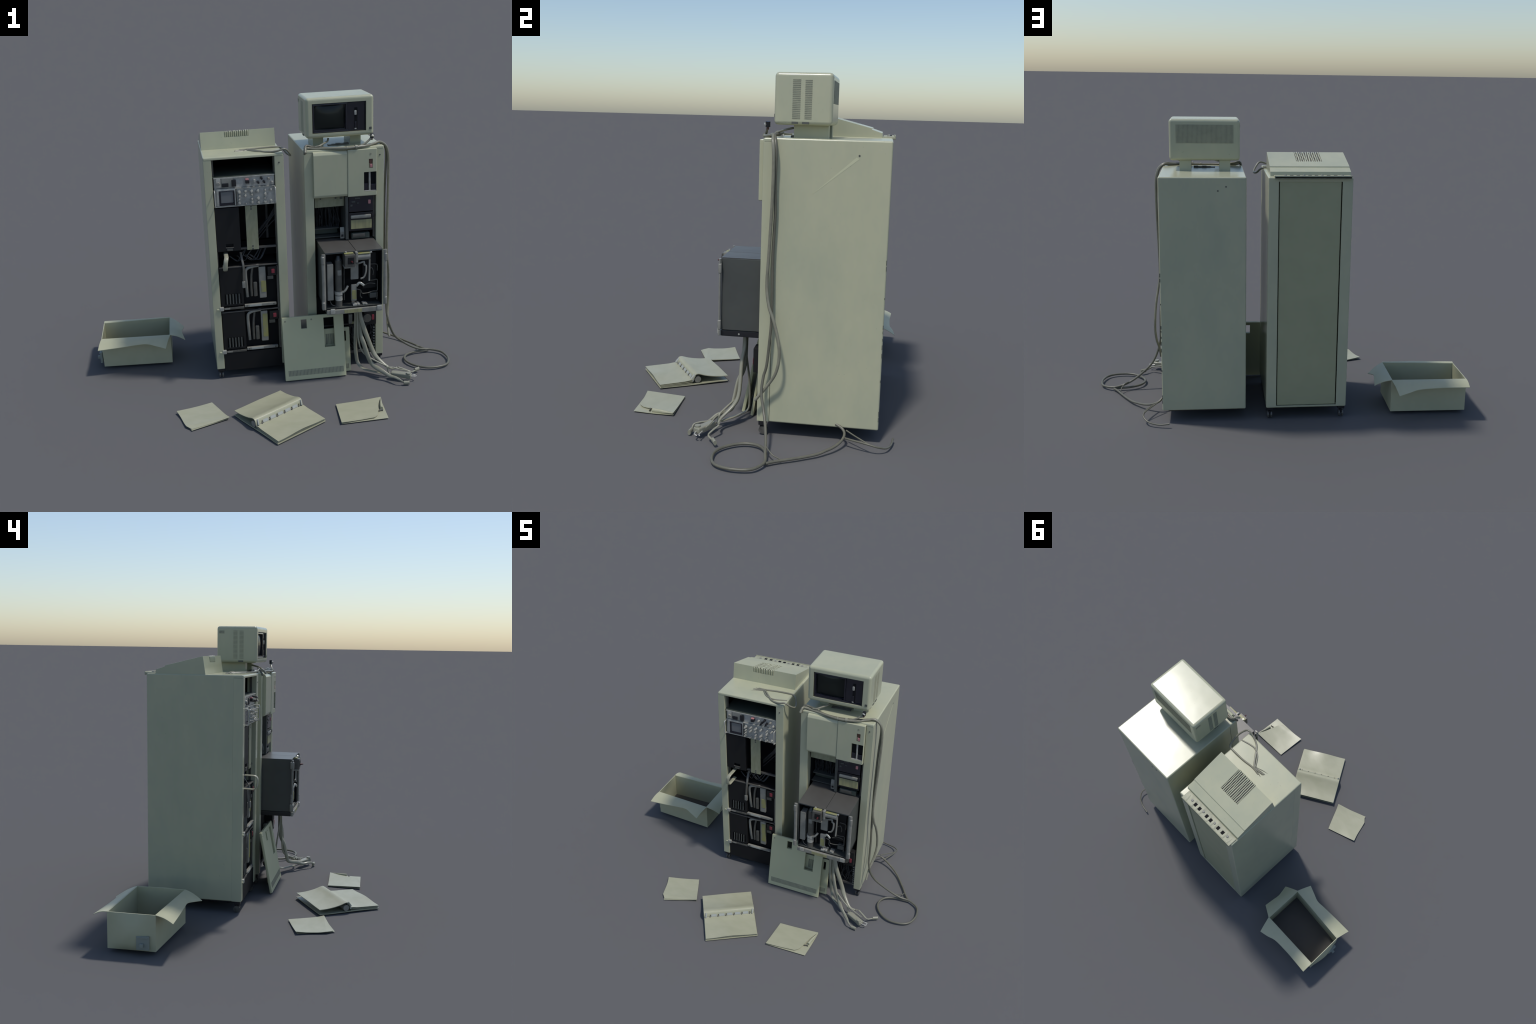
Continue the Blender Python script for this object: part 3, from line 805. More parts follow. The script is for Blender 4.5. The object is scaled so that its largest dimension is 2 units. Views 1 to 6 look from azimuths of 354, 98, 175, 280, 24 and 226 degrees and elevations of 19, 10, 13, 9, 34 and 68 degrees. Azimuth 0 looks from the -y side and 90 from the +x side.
for pts in ([(0.500, -0.09, 0.573), (0.522, -0.09, 0.573), (0.544, -0.09, 0.574), (0.545, -0.09, 0.545), (0.544, -0.09, 0.512), (0.52, -0.09, 0.511), (0.50, -0.095, 0.506), (0.464, -0.095, 0.505), (0.455, -0.09, 0.522), (0.434, -0.09, 0.530)],
            [(0.544, -0.09, 0.505), (0.545, -0.09, 0.485), (0.543, -0.09, 0.462)], [(0.455, -0.09, 0.52), (0.454, -0.09, 0.49), (0.462, -0.09, 0.478)],
            [(0.50, -0.085, 0.63), (0.515, -0.085, 0.642), (0.525, -0.085, 0.62), (0.523, -0.085, 0.60)], [(0.37, -0.08, 0.66), (0.369, -0.08, 0.55), (0.370, -0.08, 0.47)],
            [(0.29, -0.09, 0.475), (0.30, -0.095, 0.455), (0.325, -0.10, 0.445)], [(0.51, -0.08, 0.66), (0.545, -0.08, 0.655), (0.547, -0.08, 0.62)],
            [(0.47, -0.085, 0.54), (0.50, -0.085, 0.556), (0.535, -0.085, 0.55)]):
    add_tube(bm, pts, 0.0028, seg=6)
place("link_wire", bm, GREYD, drawer, smooth=60, kind="stuff", weighted=False)
bm = bmesh.new()
rnd = random.Random(41)
for k in range(9):
    x = rnd.uniform(0.405, 0.49)
    add_box(bm, x, x + rnd.uniform(0.008, 0.02), -0.108 + rnd.uniform(0, 0.02), -0.085 + rnd.uniform(0, 0.02), 0.4425, 0.446 + rnd.uniform(0, 0.008), 0.001)
place("loose_hardware", bm, SILVER, drawer, kind="stuff")
box("cable_duct", (0.505, 0.543, -0.088, -0.054, 0.470, 0.500), STEELSIDE, drawer, bevel=0.004)
box("sub_frame", (0.470, 0.545, -0.070, -0.053, 0.52, 0.72), CHAR, drawer, bevel=0.004)

# --- cables hanging from the drawer ----------------------------------------
def plug(parent, a, b, r, mat, flat=0.65):
    tube("cable_plug", [a, tuple((p + q) / 2 for p, q in zip(a, b)), b], r, mat, parent, flat=flat, seg=12)

tube("ribbon_cable", [(0.445, -0.01, 0.41), (0.447, -0.020, 0.342), (0.447, 0.0, 0.18), (0.452, 0.004, 0.10), (0.462, 0.0, 0.048), (0.486, -0.034, 0.028), (0.532, -0.072, 0.026), (0.57, -0.10, 0.026)], 0.0100, CABLEL, drawer, flat=0.45, side=(1, 0, 0))
tube("ribbon_cable", [(0.462, -0.02, 0.41), (0.470, -0.018, 0.341), (0.489, -0.028, 0.27), (0.531, -0.030, 0.146), (0.555, -0.048, 0.098), (0.606, -0.092, 0.055), (0.64, -0.096, 0.046), (0.665, -0.090, 0.045), (0.700, -0.108, 0.036), (0.727, -0.120, 0.026), (0.748, -0.104, 0.020), (0.764, -0.090, 0.018)],
     0.0130, CABLEL, drawer, flat=0.7, side=(1, 0.2, 0), taper=lambda t: 1.0 if t < 0.55 else max(0.42, 1.0 - (t - 0.55) * 2.4))
plug(drawer, (0.757, -0.094, 0.019), (0.785, -0.078, 0.018), 0.011, CABLEL)
tube("ribbon_cable", [(0.450, -0.026, 0.41), (0.452, -0.030, 0.30), (0.454, -0.032, 0.224), (0.470, -0.036, 0.150), (0.504, -0.050, 0.110), (0.563, -0.086, 0.080), (0.595, -0.102, 0.066), (0.603, -0.108, 0.040), (0.610, -0.118, 0.026)], 0.0045, CABLEL, drawer)
tube("ribbon_cable", [(0.462, -0.015, 0.40), (0.468, -0.020, 0.251), (0.484, -0.042, 0.184), (0.505, -0.055, 0.11), (0.526, -0.066, 0.066), (0.562, -0.115, 0.050), (0.597, -0.147, 0.032), (0.622, -0.178, 0.034), (0.640, -0.202, 0.030), (0.662, -0.208, 0.014)],
     0.0130, CABLEL, drawer, flat=0.6, side=(1, -0.6, 0.3), taper=lambda t: 1.0 if t < 0.75 else max(0.4, 1 - (t - 0.75) * 2.6))
plug(drawer, (0.660, -0.208, 0.013), (0.690, -0.212, 0.012), 0.0115, CABLEL)
bp = box("socket_shell", (-0.055, 0.055, -0.017, 0.017, -0.013, 0.013), CABLEL, drawer, bevel=0.006, seg=3,
         M=Matrix.Translation((0.664, -0.150, 0.032)) @ Matrix.Rotation(math.radians(-29), 4, "Z"))
cyl("socket_knob", (0.695, -0.172, 0.018), (0.697, -0.174, 0.052), 0.0125, CABLEL, bp)
for s in (-1, 1):
    tube("socket_prong", [(0.706, -0.163 + s * 0.012, 0.030), (0.735, -0.168 + s * 0.010, 0.028), (0.742, -0.160 + s * 0.006, 0.024)], 0.003, SILVER, bp)
tube("ribbon_cable", [(0.595, -0.105, 0.06), (0.612, -0.110, 0.064), (0.636, -0.118, 0.060), (0.660, -0.124, 0.052), (0.700, -0.138, 0.045)], 0.003, CABLEL, drawer)

# ==========================================================================
# 3. monitor on the right cabinet
# ==========================================================================
mon = thing("monitor", (0.398, 0.22, 1.2505), "small boxy pale monitor with dark screen and slider", "computer monitor")
case = box("case", (0.2205, 0.5765, 0.098, 0.333, 1.3045, 1.5120), PAINT, mon, bevel=0.016, seg=4)
cut(case, [(0.2535, 0.5355, 0.0, 0.125, 1.3300, 1.4815)])
bez = box("screen_surround", (0.2540, 0.5350, 0.1015, 0.124, 1.3305, 1.4810), BEZEL, case, bevel=0.006, seg=3)
cut(bez, [(0.2640, 0.4300, 0.0, 0.116, 1.3440, 1.4710), (0.4360, 0.5300, 0.0, 0.109, 1.3350, 1.4770)])
# bulging picture tube
bm = bmesh.new()
n = 14
grid = []
for i in range(n + 1):
    row = []
    for j in range(n + 1):
        u, v = i / n * 2 - 1, j / n * 2 - 1
        sq = lambda a, b: a * math.sqrt(1 - 0.10 * b * b)
        row.append(bm.verts.new((0.347 + 0.0815 * sq(u, v), 0.1155 - 0.012 * (1 - u * u) * (1 - v * v) ** 0.8 * 0.9, 1.4075 + 0.0620 * sq(v, u))))
    grid.append(row)
for i in range(n):
    for j in range(n):
        bm.faces.new((grid[i][j], grid[i + 1][j], grid[i + 1][j + 1], grid[i][j + 1]))
bmesh.ops.solidify(bm, geom=bm.faces, thickness=-0.002)
bmesh.ops.recalc_face_normals(bm, faces=bm.faces)
place("picture_tube", bm, GLASS, bez, smooth=60, weighted=False)
box("surround_sill", (0.262, 0.45, 0.1010, 0.112, 1.3320, 1.3375), BEZEL, bez, bevel=0.002)
box("slot_plate", (0.4765, 0.4920, 0.1065, 0.1125, 1.338, 1.450), VOID, bez, bevel=0.001)  # dark raised plate standing for the slider's slot
box("slider", (0.4745, 0.4870, 0.1020, 0.110, 1.412, 1.436), SILVER, bez, bevel=0.003)
box("slider", (0.4765, 0.4870, 0.1030, 0.110, 1.340, 1.378), BEZEL, bez, bevel=0.003)
box("slider_tip", (0.4755, 0.4860, 0.1015, 0.108, 1.3390, 1.3450), SILVER, bez, bevel=0.002)
box("badge", (0.5515, 0.5645, 0.0965, 0.100, 1.3345, 1.3475), GRILLE_DK, case, bevel=0.0008)


def slats(name, parent, face, a0, a1, z0, z1, n, vertical=False, mat=GRILLE, depth=0.0012, fill=0.5):
    """Row of narrow louvers lying just proud of a face: ('x', pos, sign) or ('y', pos, sign)."""
    bm = bmesh.new()
    ax, pos, sg = face
    lo, hi = sorted((pos - sg * 0.002, pos + sg * depth))
    for i in range(n):
        if vertical:
            w = (a1 - a0) / n
            p, q, r, s = a0 + i * w, a0 + (i + fill) * w, z0, z1
        else:
            h = (z1 - z0) / n
            p, q, r, s = a0, a1, z0 + i * h, z0 + (i + fill) * h
        if ax == "x":
            add_box(bm, lo, hi, p, q, r, s)
        else:
            add_box(bm, p, q, lo, hi, r, s)
    return place(name, bm, mat, parent, smooth=None, kind="stuff")


slats("side_vent", case, ("x", 0.5765, 1), 0.171, 0.203, 1.330, 1.488, 22)
slats("side_vent", case, ("x", 0.5765, 1), 0.221, 0.249, 1.330, 1.486, 22)
box("vent_slot_plate", (0.570, 0.5775, 0.170, 0.195, 1.309, 1.318), GRILLE_DK, case, bevel=0.0008)  # dark plates standing for the slots below the vents
box("vent_slot_plate", (0.570, 0.5775, 0.212, 0.240, 1.309, 1.318), GRILLE_DK, case, bevel=0.0008)
slats("side_vent", case, ("x", 0.2205, -1), 0.176, 0.200, 1.330, 1.490, 22, fill=0.35)
slats("side_vent", case, ("x", 0.2205, -1), 0.212, 0.236, 1.330, 1.490, 22, fill=0.35)
box("side_badge", (0.2195, 0.225, 0.289, 0.319, 1.470, 1.486), GRILLE, case, bevel=0.0006)
box("vent_slot_plate", (0.2195, 0.227, 0.178, 0.206, 1.309, 1.318), GRILLE_DK, case, bevel=0.0008)
slats("back_vent", case, ("y", 0.333, 1), 0.2545, 0.5435, 1.3925, 1.484, 46, vertical=True, fill=0.62)
for a, b in ((0.269, 0.3245), (0.467, 0.526)):
    box("foot_block", (a, b, 0.174, 0.316, 1.2508, 1.310), PAINT, mon, bevel=0.002)
bm = bmesh.new()
rnd = random.Random(51)
for k in range(5):
    x = 0.345 + 0.022 * k
    add_box(bm, x, x + 0.024, 0.150 + 0.006 * rnd.random(), 0.172 + 0.01 * rnd.random(), 1.2505 + 0.0002 * k, 1.255 + rnd.random() * 0.006, 0.001)
place("crumpled_scrap", bm, GREYD, mon, kind="stuff")

# ==========================================================================
# 4. loose cables: over the top, down the side, coil on the floor
# ==========================================================================
cab = thing("cable_tangle", (0.78, 0.15, 0.0), "grey cables draped over the cabinet and coiled on the floor", "cable")
front = [(0.203, 0.040, 1.246), (0.209, 0.062, 1.268), (0.220, 0.078, 1.262), (0.250, 0.076, 1.258), (0.300, 0.070, 1.256), (0.355, 0.056, 1.256), (0.419, 0.046, 1.255), (0.465, 0.046, 1.257), (0.525, 0.059, 1.258), (0.570, 0.083, 1.261), (0.607, 0.101, 1.265), (0.640, 0.106, 1.244), (0.656, 0.112, 1.200)]
DOWN1 = [(0.660, 0.114, 1.12), (0.658, 0.112, 0.99), (0.652, 0.104, 0.80), (0.650, 0.098, 0.66), (0.660, 0.110, 0.575), (0.668, 0.128, 0.529), (0.675, 0.148, 0.463), (0.678, 0.160, 0.400), (0.678, 0.159, 0.345), (0.672, 0.145, 0.290), (0.662, 0.115, 0.239), (0.657, 0.078, 0.188), (0.657, 0.060, 0.165)]
tube("draped_cable", front + DOWN1, 0.0066, CABLET, cab)
second = [(0.202, 0.058, 1.236), (0.213, 0.084, 1.272), (0.245, 0.090, 1.266), (0.285, 0.079, 1.262), (0.330, 0.066, 1.256), (0.38, 0.058, 1.2545), (0.44, 0.058, 1.2545), (0.52, 0.072, 1.2565), (0.58, 0.100, 1.258), (0.613, 0.110, 1.260), (0.640, 0.117, 1.235), (0.649, 0.122, 1.19)]
DOWN2 = [(0.645, 0.121, 1.08), (0.641, 0.123, 0.95), (0.641, 0.118, 0.78), (0.643, 0.120, 0.60), (0.646, 0.120, 0.50), (0.650, 0.115, 0.42), (0.652, 0.106, 0.32), (0.655, 0.094, 0.27), (0.672, 0.090, 0.205), (0.701, 0.105, 0.145), (0.745, 0.120, 0.100), (0.805, 0.133, 0.055), (0.860, 0.140, 0.028), (0.912, 0.147, 0.017)]
COIL = [(0.950, 0.1320, 0.014), (0.978, 0.1080, 0.013), (0.9895, 0.0740, 0.012), (0.9905, 0.0210, 0.012), (0.968, -0.0340, 0.011), (0.925, -0.0610, 0.011), (0.858, -0.0660, 0.011), (0.806, -0.0440, 0.011), (0.766, -0.0010, 0.011), (0.749, 0.0440, 0.012), (0.757, 0.0880, 0.013), (0.782, 0.1180, 0.013), (0.83, 0.1390, 0.012), (0.875, 0.1440, 0.011), (0.915, 0.1460, 0.009)]
tube("draped_cable", second + DOWN2 + COIL, 0.0062, CABLE, cab)
tube("branch_cable", [(0.262, 0.078, 1.266), (0.285, 0.078, 1.270), (0.310, 0.098, 1.277), (0.335, 0.120, 1.283), (0.345, 0.150, 1.290)], 0.005, CABLET, cab)
tube("branch_cable", [(0.490, 0.052, 1.259), (0.520, 0.060, 1.270), (0.543, 0.067, 1.285), (0.557, 0.071, 1.296)], 0.0055, CABLET, cab)
jack = cyl("jack_plug", (0.558, 0.0715, 1.2945), (0.561, 0.072, 1.316), 0.0100, BLACK, cab, seg=14)
cyl("jack_ring", (0.557, 0.071, 1.284), (0.558, 0.0715, 1.2945), 0.0055, BROWN, jack, seg=10)
cyl("jack_face", (0.558, 0.0615, 1.303), (0.560, 0.066, 1.307), 0.0085, SILVER, jack, seg=12)
cyl("cable_tie", (0.463, 0.0475, 1.2575), (0.476, 0.0485, 1.2577), 0.0105, CABLEL, cab, seg=12)
cyl("cable_tie", (0.418, 0.049, 1.2555), (0.423, 0.049, 1.2555), 0.0100, CABLEL, cab, seg=12)
tube("floor_cable", [(0.915, 0.150, 0.011), (0.888, 0.187, 0.011), (0.858, 0.240, 0.011), (0.826, 0.292, 0.011), (0.794, 0.340, 0.013), (0.765, 0.372, 0.018), (0.735, 0.400, 0.022), (0.700, 0.424, 0.030), (0.668, 0.438, 0.042), (0.645, 0.438, 0.054), (0.630, 0.424, 0.066), (0.618, 0.400, 0.075)], 0.0058, CABLE, cab)
tube("thin_cable", [(0.822, 0.134, 0.046), (0.850, 0.150, 0.040), (0.868, 0.172, 0.026), (0.872, 0.202, 0.014)], 0.0026, CABLE, cab)
tube("floor_cable", [(0.668, 0.440, 0.038), (0.690, 0.475, 0.040), (0.712, 0.525, 0.040), (0.719, 0.556, 0.036), (0.716, 0.580, 0.030), (0.690, 0.612, 0.018), (0.640, 0.632, 0.012), (0.585, 0.641, 0.018)], 0.0042, CABLE, cab)
tube("thin_cable", [(0.640, 0.446, 0.060), (0.668, 0.480, 0.052), (0.700, 0.520, 0.044), (0.716, 0.545, 0.038)], 0.003, CABLE, cab)

# ==========================================================================
# 5. cover panels leaning against the right cabinet
# ==========================================================================
def leaning(x0, x1, height, foot_y, top_y, zlift=0.0):
    ang = math.atan2(top_y - foot_y, height)
    return Matrix.Translation(((x0 + x1) / 2, foot_y, zlift)) @ Matrix.Rotation(-ang, 4, "X") @ Matrix.Translation((-(x0 + x1) / 2, 0, 0)), height / math.cos(ang)


p1 = thing("cover_panel", (0.215, -0.03, 0.0), "grey-green cover panel with cut-outs leaning on cabinets", "panel")
M1, H1 = leaning(0.045, 0.386, 0.350, -0.044, 0.024, 0.0025)
sheet1 = box("panel_plate", (0.045, 0.386, 0.0, 0.015, 0.0, H1), PANEL, p1, bevel=0.004, M=M1)
cut(sheet1, [(0.149, 0.181, -1, 1, 0.286, 0.338), (0.274, 0.332, -1, 1, 0.172, 0.338)], M1)
bm = bmesh.new()
rnd = random.Random(61)
for i in range(40):
    x = 0.064 + i * 0.00775
    add_box(bm, x, x + 0.0055, -0.0010, 0.002, 0.026, 0.057)
place("grille_bar", bm, GRILLE, p1, smooth=None, kind="stuff", M=M1)  # darker raised bars stand for the grille's slots
bm = bmesh.new()
for x in (0.062, 0.207):
    add_cyl(bm, (x, 0.001, 0.335), (x, -0.0014, 0.335), 0.0055, 0.0045, 12)
place("panel_screw", bm, GRILLE, p1, M=M1)

p2 = thing("cover_panel", (0.33, 0.02, 0.0), "smaller grey-green cover panel leaning behind another panel", "panel")
M2, H2 = leaning(0.232, 0.4235, 0.254, 0.004, 0.040, 0.002)
sheet2 = box("panel_plate", (0.232, 0.4235, 0.0, 0.013, 0.0, H2), PANEL, p2, bevel=0.004, M=M2)
cut(sheet2, [(0.386, 0.402, -1, 1, 0.178, 0.236)], M2)
bm = bmesh.new()
rnd = random.Random(62)
x = 0.289
while x < 0.333:
    w = rnd.choice((0.0014, 0.002, 0.003))
    add_box(bm, x, x + w, -0.0010, 0.002, 0.168, 0.228)
    x += w + rnd.choice((0.002, 0.0035))
place("slot_mark", bm, GRILLE_DK, p2, smooth=None, kind="stuff", M=M2)
bm = bmesh.new()
for i in range(20):
    x = 0.255 + i * 0.0080
    add_box(bm, x, x + 0.0055, -0.0010, 0.002, 0.018, 0.046)
place("grille_bar", bm, GRILLE, p2, smooth=None, kind="stuff", M=M2)  # slots shown as darker bars on the plate

# ==========================================================================
# 6. open carton
# ==========================================================================
carton = thing("cardboard_box", (-0.763, 0.436, 0.0), "open pale cardboard box with splayed torn flaps", "box")
A, B = Vector((-0.961, 0.328, 0)), Vector((-0.567, 0.299, 0))
Cc, D = Vector((-0.563, 0.554, 0)), Vector((-0.9605, 0.560, 0))
ZB, ZT, TH = 0.0165, 0.1905, 0.004


def wall(p, q, name="box_wall"):
    d = (q - p).normalized()
    nrm = Vector((-d.y, d.x, 0))
    bm = bmesh.new()
    vs = []
    for t in (0, TH):
        for s, pt in ((1, p), (-1, q)):
            for z in (ZB, ZT):
                vs.append(bm.verts.new(pt + nrm * t + d * (0.0 if t == 0 else s * TH) + Vector((0, 0, z))))
    for f in ((0, 1, 3, 2), (4, 6, 7, 5), (0, 4, 5, 1), (2, 3, 7, 6), (1, 5, 7, 3), (0, 2, 6, 4)):
        bm.faces.new([vs[i] for i in f])
    bmesh.ops.recalc_face_normals(bm, faces=bm.faces)
    return place(name, bm, CARD, carton, smooth=None)


for p, q in ((A, B), (B, Cc), (Cc, D)):
    wall(p, q)
# the end wall that lost its flap bulges outward
bm = bmesh.new()
nu, nz = 14, 10
faces_out, faces_in = [], []
for i in range(nu + 1):
    u = i / nu
    base_pt = D.lerp(A, u)
    ro, ri = [], []
    for j in range(nz + 1):
        w = j / nz
        push = 0.020 * math.sin(math.pi * u) ** 1.3 * math.sin(math.pi * min(1, 0.12 + 0.88 * w) ** 0.9) if 0 < w < 1 else 0
        ro.append(bm.verts.new(base_pt + Vector((-push, 0, ZB + w * (ZT - ZB)))))
        ri.append(bm.verts.new(base_pt + Vector((-push + TH, 0, ZB + w * (ZT - ZB)))))
    faces_out.append(ro)
    faces_in.append(ri)
for i in range(nu):
    for j in range(nz):
        bm.faces.new((faces_out[i][j], faces_out[i + 1][j], faces_out[i + 1][j + 1], faces_out[i][j + 1]))
        bm.faces.new((faces_in[i][j], faces_in[i][j + 1], faces_in[i + 1][j + 1], faces_in[i + 1][j]))
    for j in (0, nz):
        bm.faces.new((faces_out[i][j], faces_in[i][j], faces_in[i + 1][j], faces_out[i + 1][j]))
for i in (0, nu):
    for j in range(nz):
        bm.faces.new((faces_out[i][j], faces_out[i][j + 1], faces_in[i][j + 1], faces_in[i][j]))
bmesh.ops.recalc_face_normals(bm, faces=bm.faces)
place("box_wall", bm, CARD, carton, smooth=50, weighted=False)
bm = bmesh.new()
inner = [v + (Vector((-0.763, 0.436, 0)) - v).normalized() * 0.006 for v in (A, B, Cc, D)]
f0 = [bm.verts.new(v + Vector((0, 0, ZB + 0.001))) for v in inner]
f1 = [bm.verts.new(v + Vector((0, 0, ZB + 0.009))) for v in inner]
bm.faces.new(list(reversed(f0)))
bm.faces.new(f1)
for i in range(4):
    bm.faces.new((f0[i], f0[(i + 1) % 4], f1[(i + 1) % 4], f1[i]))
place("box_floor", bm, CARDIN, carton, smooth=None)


def flap(hinge, outer, droop=0.006):
    sheet("flap", hinge, outer, 0.0028, CARD, carton, nu=24, nv=6, lift=lambda u, v: droop * math.sin(v * math.pi) )


zt = ZT - 0.0005
flap([(A.x, A.y, zt), (B.x, B.y, zt)], [(-0.978, 0.241, 0.161), (-0.86, 0.243, 0.166), (-0.76, 0.247, 0.171), (-0.704, 0.249, 0.170), (-0.65, 0.228, 0.161), (-0.597, 0.206, 0.150)])
flap([(B.x, B.y, zt), (Cc.x, Cc.y, zt)], [(-0.484, 0.327, 0.138), (-0.493, 0.365, 0.150), (-0.500, 0.404, 0.159), (-0.493, 0.45, 0.152), (-0.484, 0.507, 0.142)])
flap([(Cc.x, Cc.y, zt), (D.x, D.y, zt)], [(-0.585, 0.648, 0.140), (-0.64, 0.637, 0.153), (-0.698, 0.620, 0.162), (-0.80, 0.619, 0.168), (-0.88, 0.623, 0.170), (-0.958, 0.628, 0.171)])
bm = bmesh.new()
for dx, y0, y1, z0, z1, bv in ((0.0025, 0.354, 0.415, 0.028, 0.093, 0.0022),):
    add_box(bm, -0.9800 - dx, -0.9685, y0, y1, z0, z1, bv)
tag = place("pasted_tag", bm, CARDTAG, carton)
box("tag_latch", (-0.9985, -0.975, 0.378, 0.396, 0.044, 0.062), CARDTAG, carton, bevel=0.003)
box("tag_rim", (-0.986, -0.982, 0.360, 0.408, 0.084, 0.0885), CARDTAG, carton, bevel=0.0008)

# ==========================================================================
# 7. ring binder lying open
# ==========================================================================
binder = thing("ring_binder", (-0.045, -0.42, 0.0), "open ring binder with curled paper pages", "binder")
O = Vector((-0.089, -0.651, 0))
U = Vector((0.2635, 0.1600, 0))            # along the spine
V = Vector((-0.1785, 0.3030, 0))           # front edge to back edge


def bp_(u, v, z):
    return tuple(O + U * u + V * v + Vector((0, 0, z)))


sheet("cover", [bp_(0, 0, 0.0045), bp_(1, 0.0, 0.0045)], [bp_(0.0, 1, 0.0065), bp_(1, 1, 0.0065)], 0.004, PAPER, binder, nu=10, nv=14, lift=lambda u, v: 0.0015 * math.sin(9 * u + 5 * v) if 0.1 < v < 0.9 else 0)
for k in range(3):
    z = 0.0100 + 0.0047 * k
    sheet("page", [bp_(0.004 * k, 0.006 * (2 - k), z), bp_(1 - 0.006 * k, 0.006 * (2 - k), z)], [bp_(0.01, 0.475, z + 0.002 * k), bp_(0.985, 0.475, z + 0.002 * k)], 0.0024, PAPER, binder, nu=24, nv=16,
          lift=lambda u, v, k=k: (0.0015 + 0.0022 * k) * (1 - v) ** 2 * max(0, math.sin((u - 0.1) * 3.9)) ** 2 + 0.0030 * k * 0.5 * math.exp(-((v - 0.95) / 0.12) ** 2))
# back leaf: rises from the rings, rolls over and droops behind
prof = [(0.485, 0.028), (0.494, 0.040), (0.510, 0.052), (0.540, 0.0575), (0.580, 0.0560), (0.66, 0.047), (0.76, 0.0395), (0.88, 0.0345), (1.0, 0.0335)]
bm = bmesh.new()
curve = spline([(0, v, z) for v, z in prof], 0.02)
th = 0.0032
rows = []
nu = 16
for i in range(nu + 1):
    u = i / nu
    top, bot = [], []
    for j, c in enumerate(curve):
        c2 = curve[min(j + 1, len(curve) - 1)] - curve[max(j - 1, 0)]
        nv_, nz_ = -c2.z, c2.y * 0.35
        l = math.hypot(nv_, nz_)
        wob = 0.0015 * math.sin(7 * u + 4 * c.y) * (c.y - 0.48)
        back = c.y * 1.0
        top.append(bm.verts.new(bp_(u * 0.985 + 0.005, back, c.z + wob)))
        bot.append(bm.verts.new(bp_(u * 0.985 + 0.005, back - nv_ / l * th / 0.35, c.z + wob - nz_ / l * th)))
    rows.append((top, bot))
m = len(curve)
for (t0, b0), (t1, b1) in zip(rows, rows[1:]):
    for j in range(m - 1):
        bm.faces.new((t0[j], t1[j], t1[j + 1], t0[j + 1]))
        bm.faces.new((b0[j], b0[j + 1], b1[j + 1], b1[j]))
    bm.faces.new((t0[0], b0[0], b1[0], t1[0]))
    bm.faces.new((t0[-1], t1[-1], b1[-1], b0[-1]))
for t, b in (rows[0], rows[-1]):
    for j in range(m - 1):
        bm.faces.new((t[j], t[j + 1], b[j + 1], b[j]))
bmesh.ops.recalc_face_normals(bm, faces=bm.faces)
place("page", bm, PAPER, binder, smooth=60, weighted=False)
tube("spine_roll", [bp_(0.01, 0.555, 0.026), bp_(0.5, 0.555, 0.026), bp_(0.975, 0.555, 0.026)], 0.0165, GREYB, binder, seg=14, step=0.05)
tube("spine_rod", [bp_(0.01, 0.482, 0.0225), bp_(0.5, 0.482, 0.0225), bp_(0.98, 0.482, 0.0225)], 0.0045, PAPERG, binder, seg=8, step=0.05)
for k in range(6):
    u = 0.12 + k * 0.155
    w = 0.0
    tube("binder_ring", [bp_(u, 0.468, 0.026), bp_(u + 0.006, 0.480, 0.031), bp_(u + 0.012, 0.489, 0.033), bp_(u + 0.012, 0.492, 0.040)], 0.0028, GREYD, binder, seg=8)
    if k < 5:
        sheet("ring_tab", [bp_(u + 0.025, 0.474, 0.0285), bp_(u + 0.135, 0.474, 0.0285)], [bp_(u + 0.03, 0.494, 0.041), bp_(u + 0.13, 0.494, 0.041)], 0.002, PAPERG, binder, nu=6, nv=3)
bm = bmesh.new()
for s in (0.06, 0.97):
    add_tube(bm, [bp_(s - 0.02, 0.470, 0.029), bp_(s - 0.01, 0.49, 0.040), bp_(s, 0.515, 0.050)], 0.008, flat=0.6, seg=8)
place("spine_fold", bm, PAPERG, binder, smooth=60, kind="stuff", weighted=False)

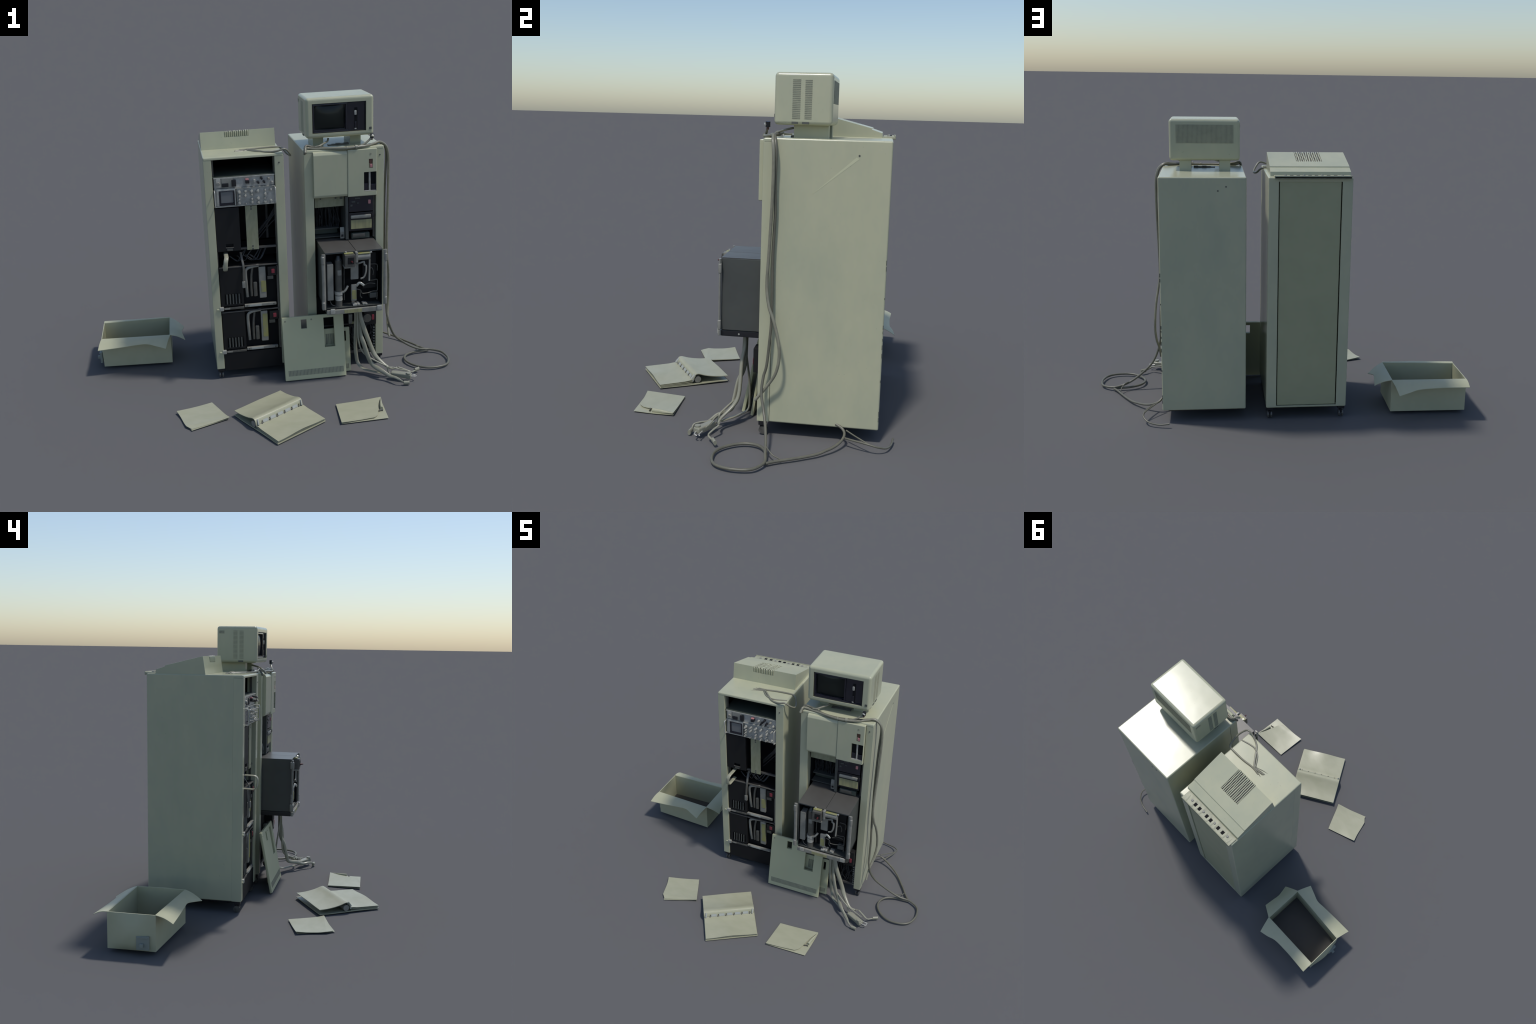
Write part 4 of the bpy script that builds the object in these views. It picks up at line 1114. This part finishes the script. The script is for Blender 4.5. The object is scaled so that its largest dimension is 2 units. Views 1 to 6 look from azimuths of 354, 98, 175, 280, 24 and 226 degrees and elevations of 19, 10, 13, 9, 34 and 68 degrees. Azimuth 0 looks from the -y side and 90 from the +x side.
# ==========================================================================
# 8. loose papers
# ==========================================================================
pap = thing("paper_sheet", (-0.43, -0.32, 0.0), "two stacked square sheets of old paper", "paper")
sheet("under_leaf", [(-0.552, -0.264, 0.003), (-0.489, -0.446, 0.003)], [(-0.374, -0.200, 0.002), (-0.298, -0.371, 0.004)], 0.002, PAPER, pap)
sheet("top_leaf", [(-0.558, -0.260, 0.013), (-0.540, -0.312, 0.007), (-0.525, -0.372, 0.006), (-0.515, -0.408, 0.009)], [(-0.372, -0.196, 0.006), (-0.348, -0.250, 0.006), (-0.312, -0.335, 0.008), (-0.295, -0.370, 0.013)], 0.0024, PAPER, pap, nu=16, nv=16,
      lift=lambda u, v: -0.003 * math.sin(v * math.pi) * (1 - 0.6 * math.sin(u * math.pi)))
sheet("top_leaf", [(-0.515, -0.408, 0.0088), (-0.488, -0.438, 0.006)], [(-0.295, -0.370, 0.0128), (-0.296, -0.374, 0.0128)], 0.0023, PAPER, pap, nu=5, nv=14, lift=lambda u, v: -0.003 * math.sin(v * math.pi))

leaf = thing("folded_leaflet", (0.37, -0.43, 0.0), "folded sheet of old paper with a curled corner", "paper")
sheet("under_leaf", [(0.260, -0.342, 0.0015), (0.247, -0.531, 0.003)], [(0.497, -0.335, 0.004), (0.492, -0.43, 0.0015), (0.486, -0.523, 0.003)], 0.002, PAPER, leaf)
sheet("top_leaf", [(0.259, -0.343, 0.0045), (0.246, -0.533, 0.012)], [(0.498, -0.334, 0.015), (0.474, -0.385, 0.012), (0.456, -0.44, 0.010), (0.440, -0.49, 0.008), (0.418, -0.514, 0.010)], 0.0024, PAPER, leaf, nu=18, nv=16,
      lift=lambda u, v: -0.002 * math.sin(v * math.pi))
tube("curled_corner", [(0.497, -0.337, 0.012), (0.489, -0.37, 0.011), (0.480, -0.405, 0.010), (0.474, -0.438, 0.010)], 0.010, PAPER, leaf, flat=0.75, taper=lambda t: 0.25 + 0.75 * min(1, t * 1.6), seg=14)
bm = bmesh.new()
add_tube(bm, [(0.455, -0.455, 0.008), (0.470, -0.450, 0.009), (0.478, -0.452, 0.007)], 0.005, flat=0.5, seg=8)
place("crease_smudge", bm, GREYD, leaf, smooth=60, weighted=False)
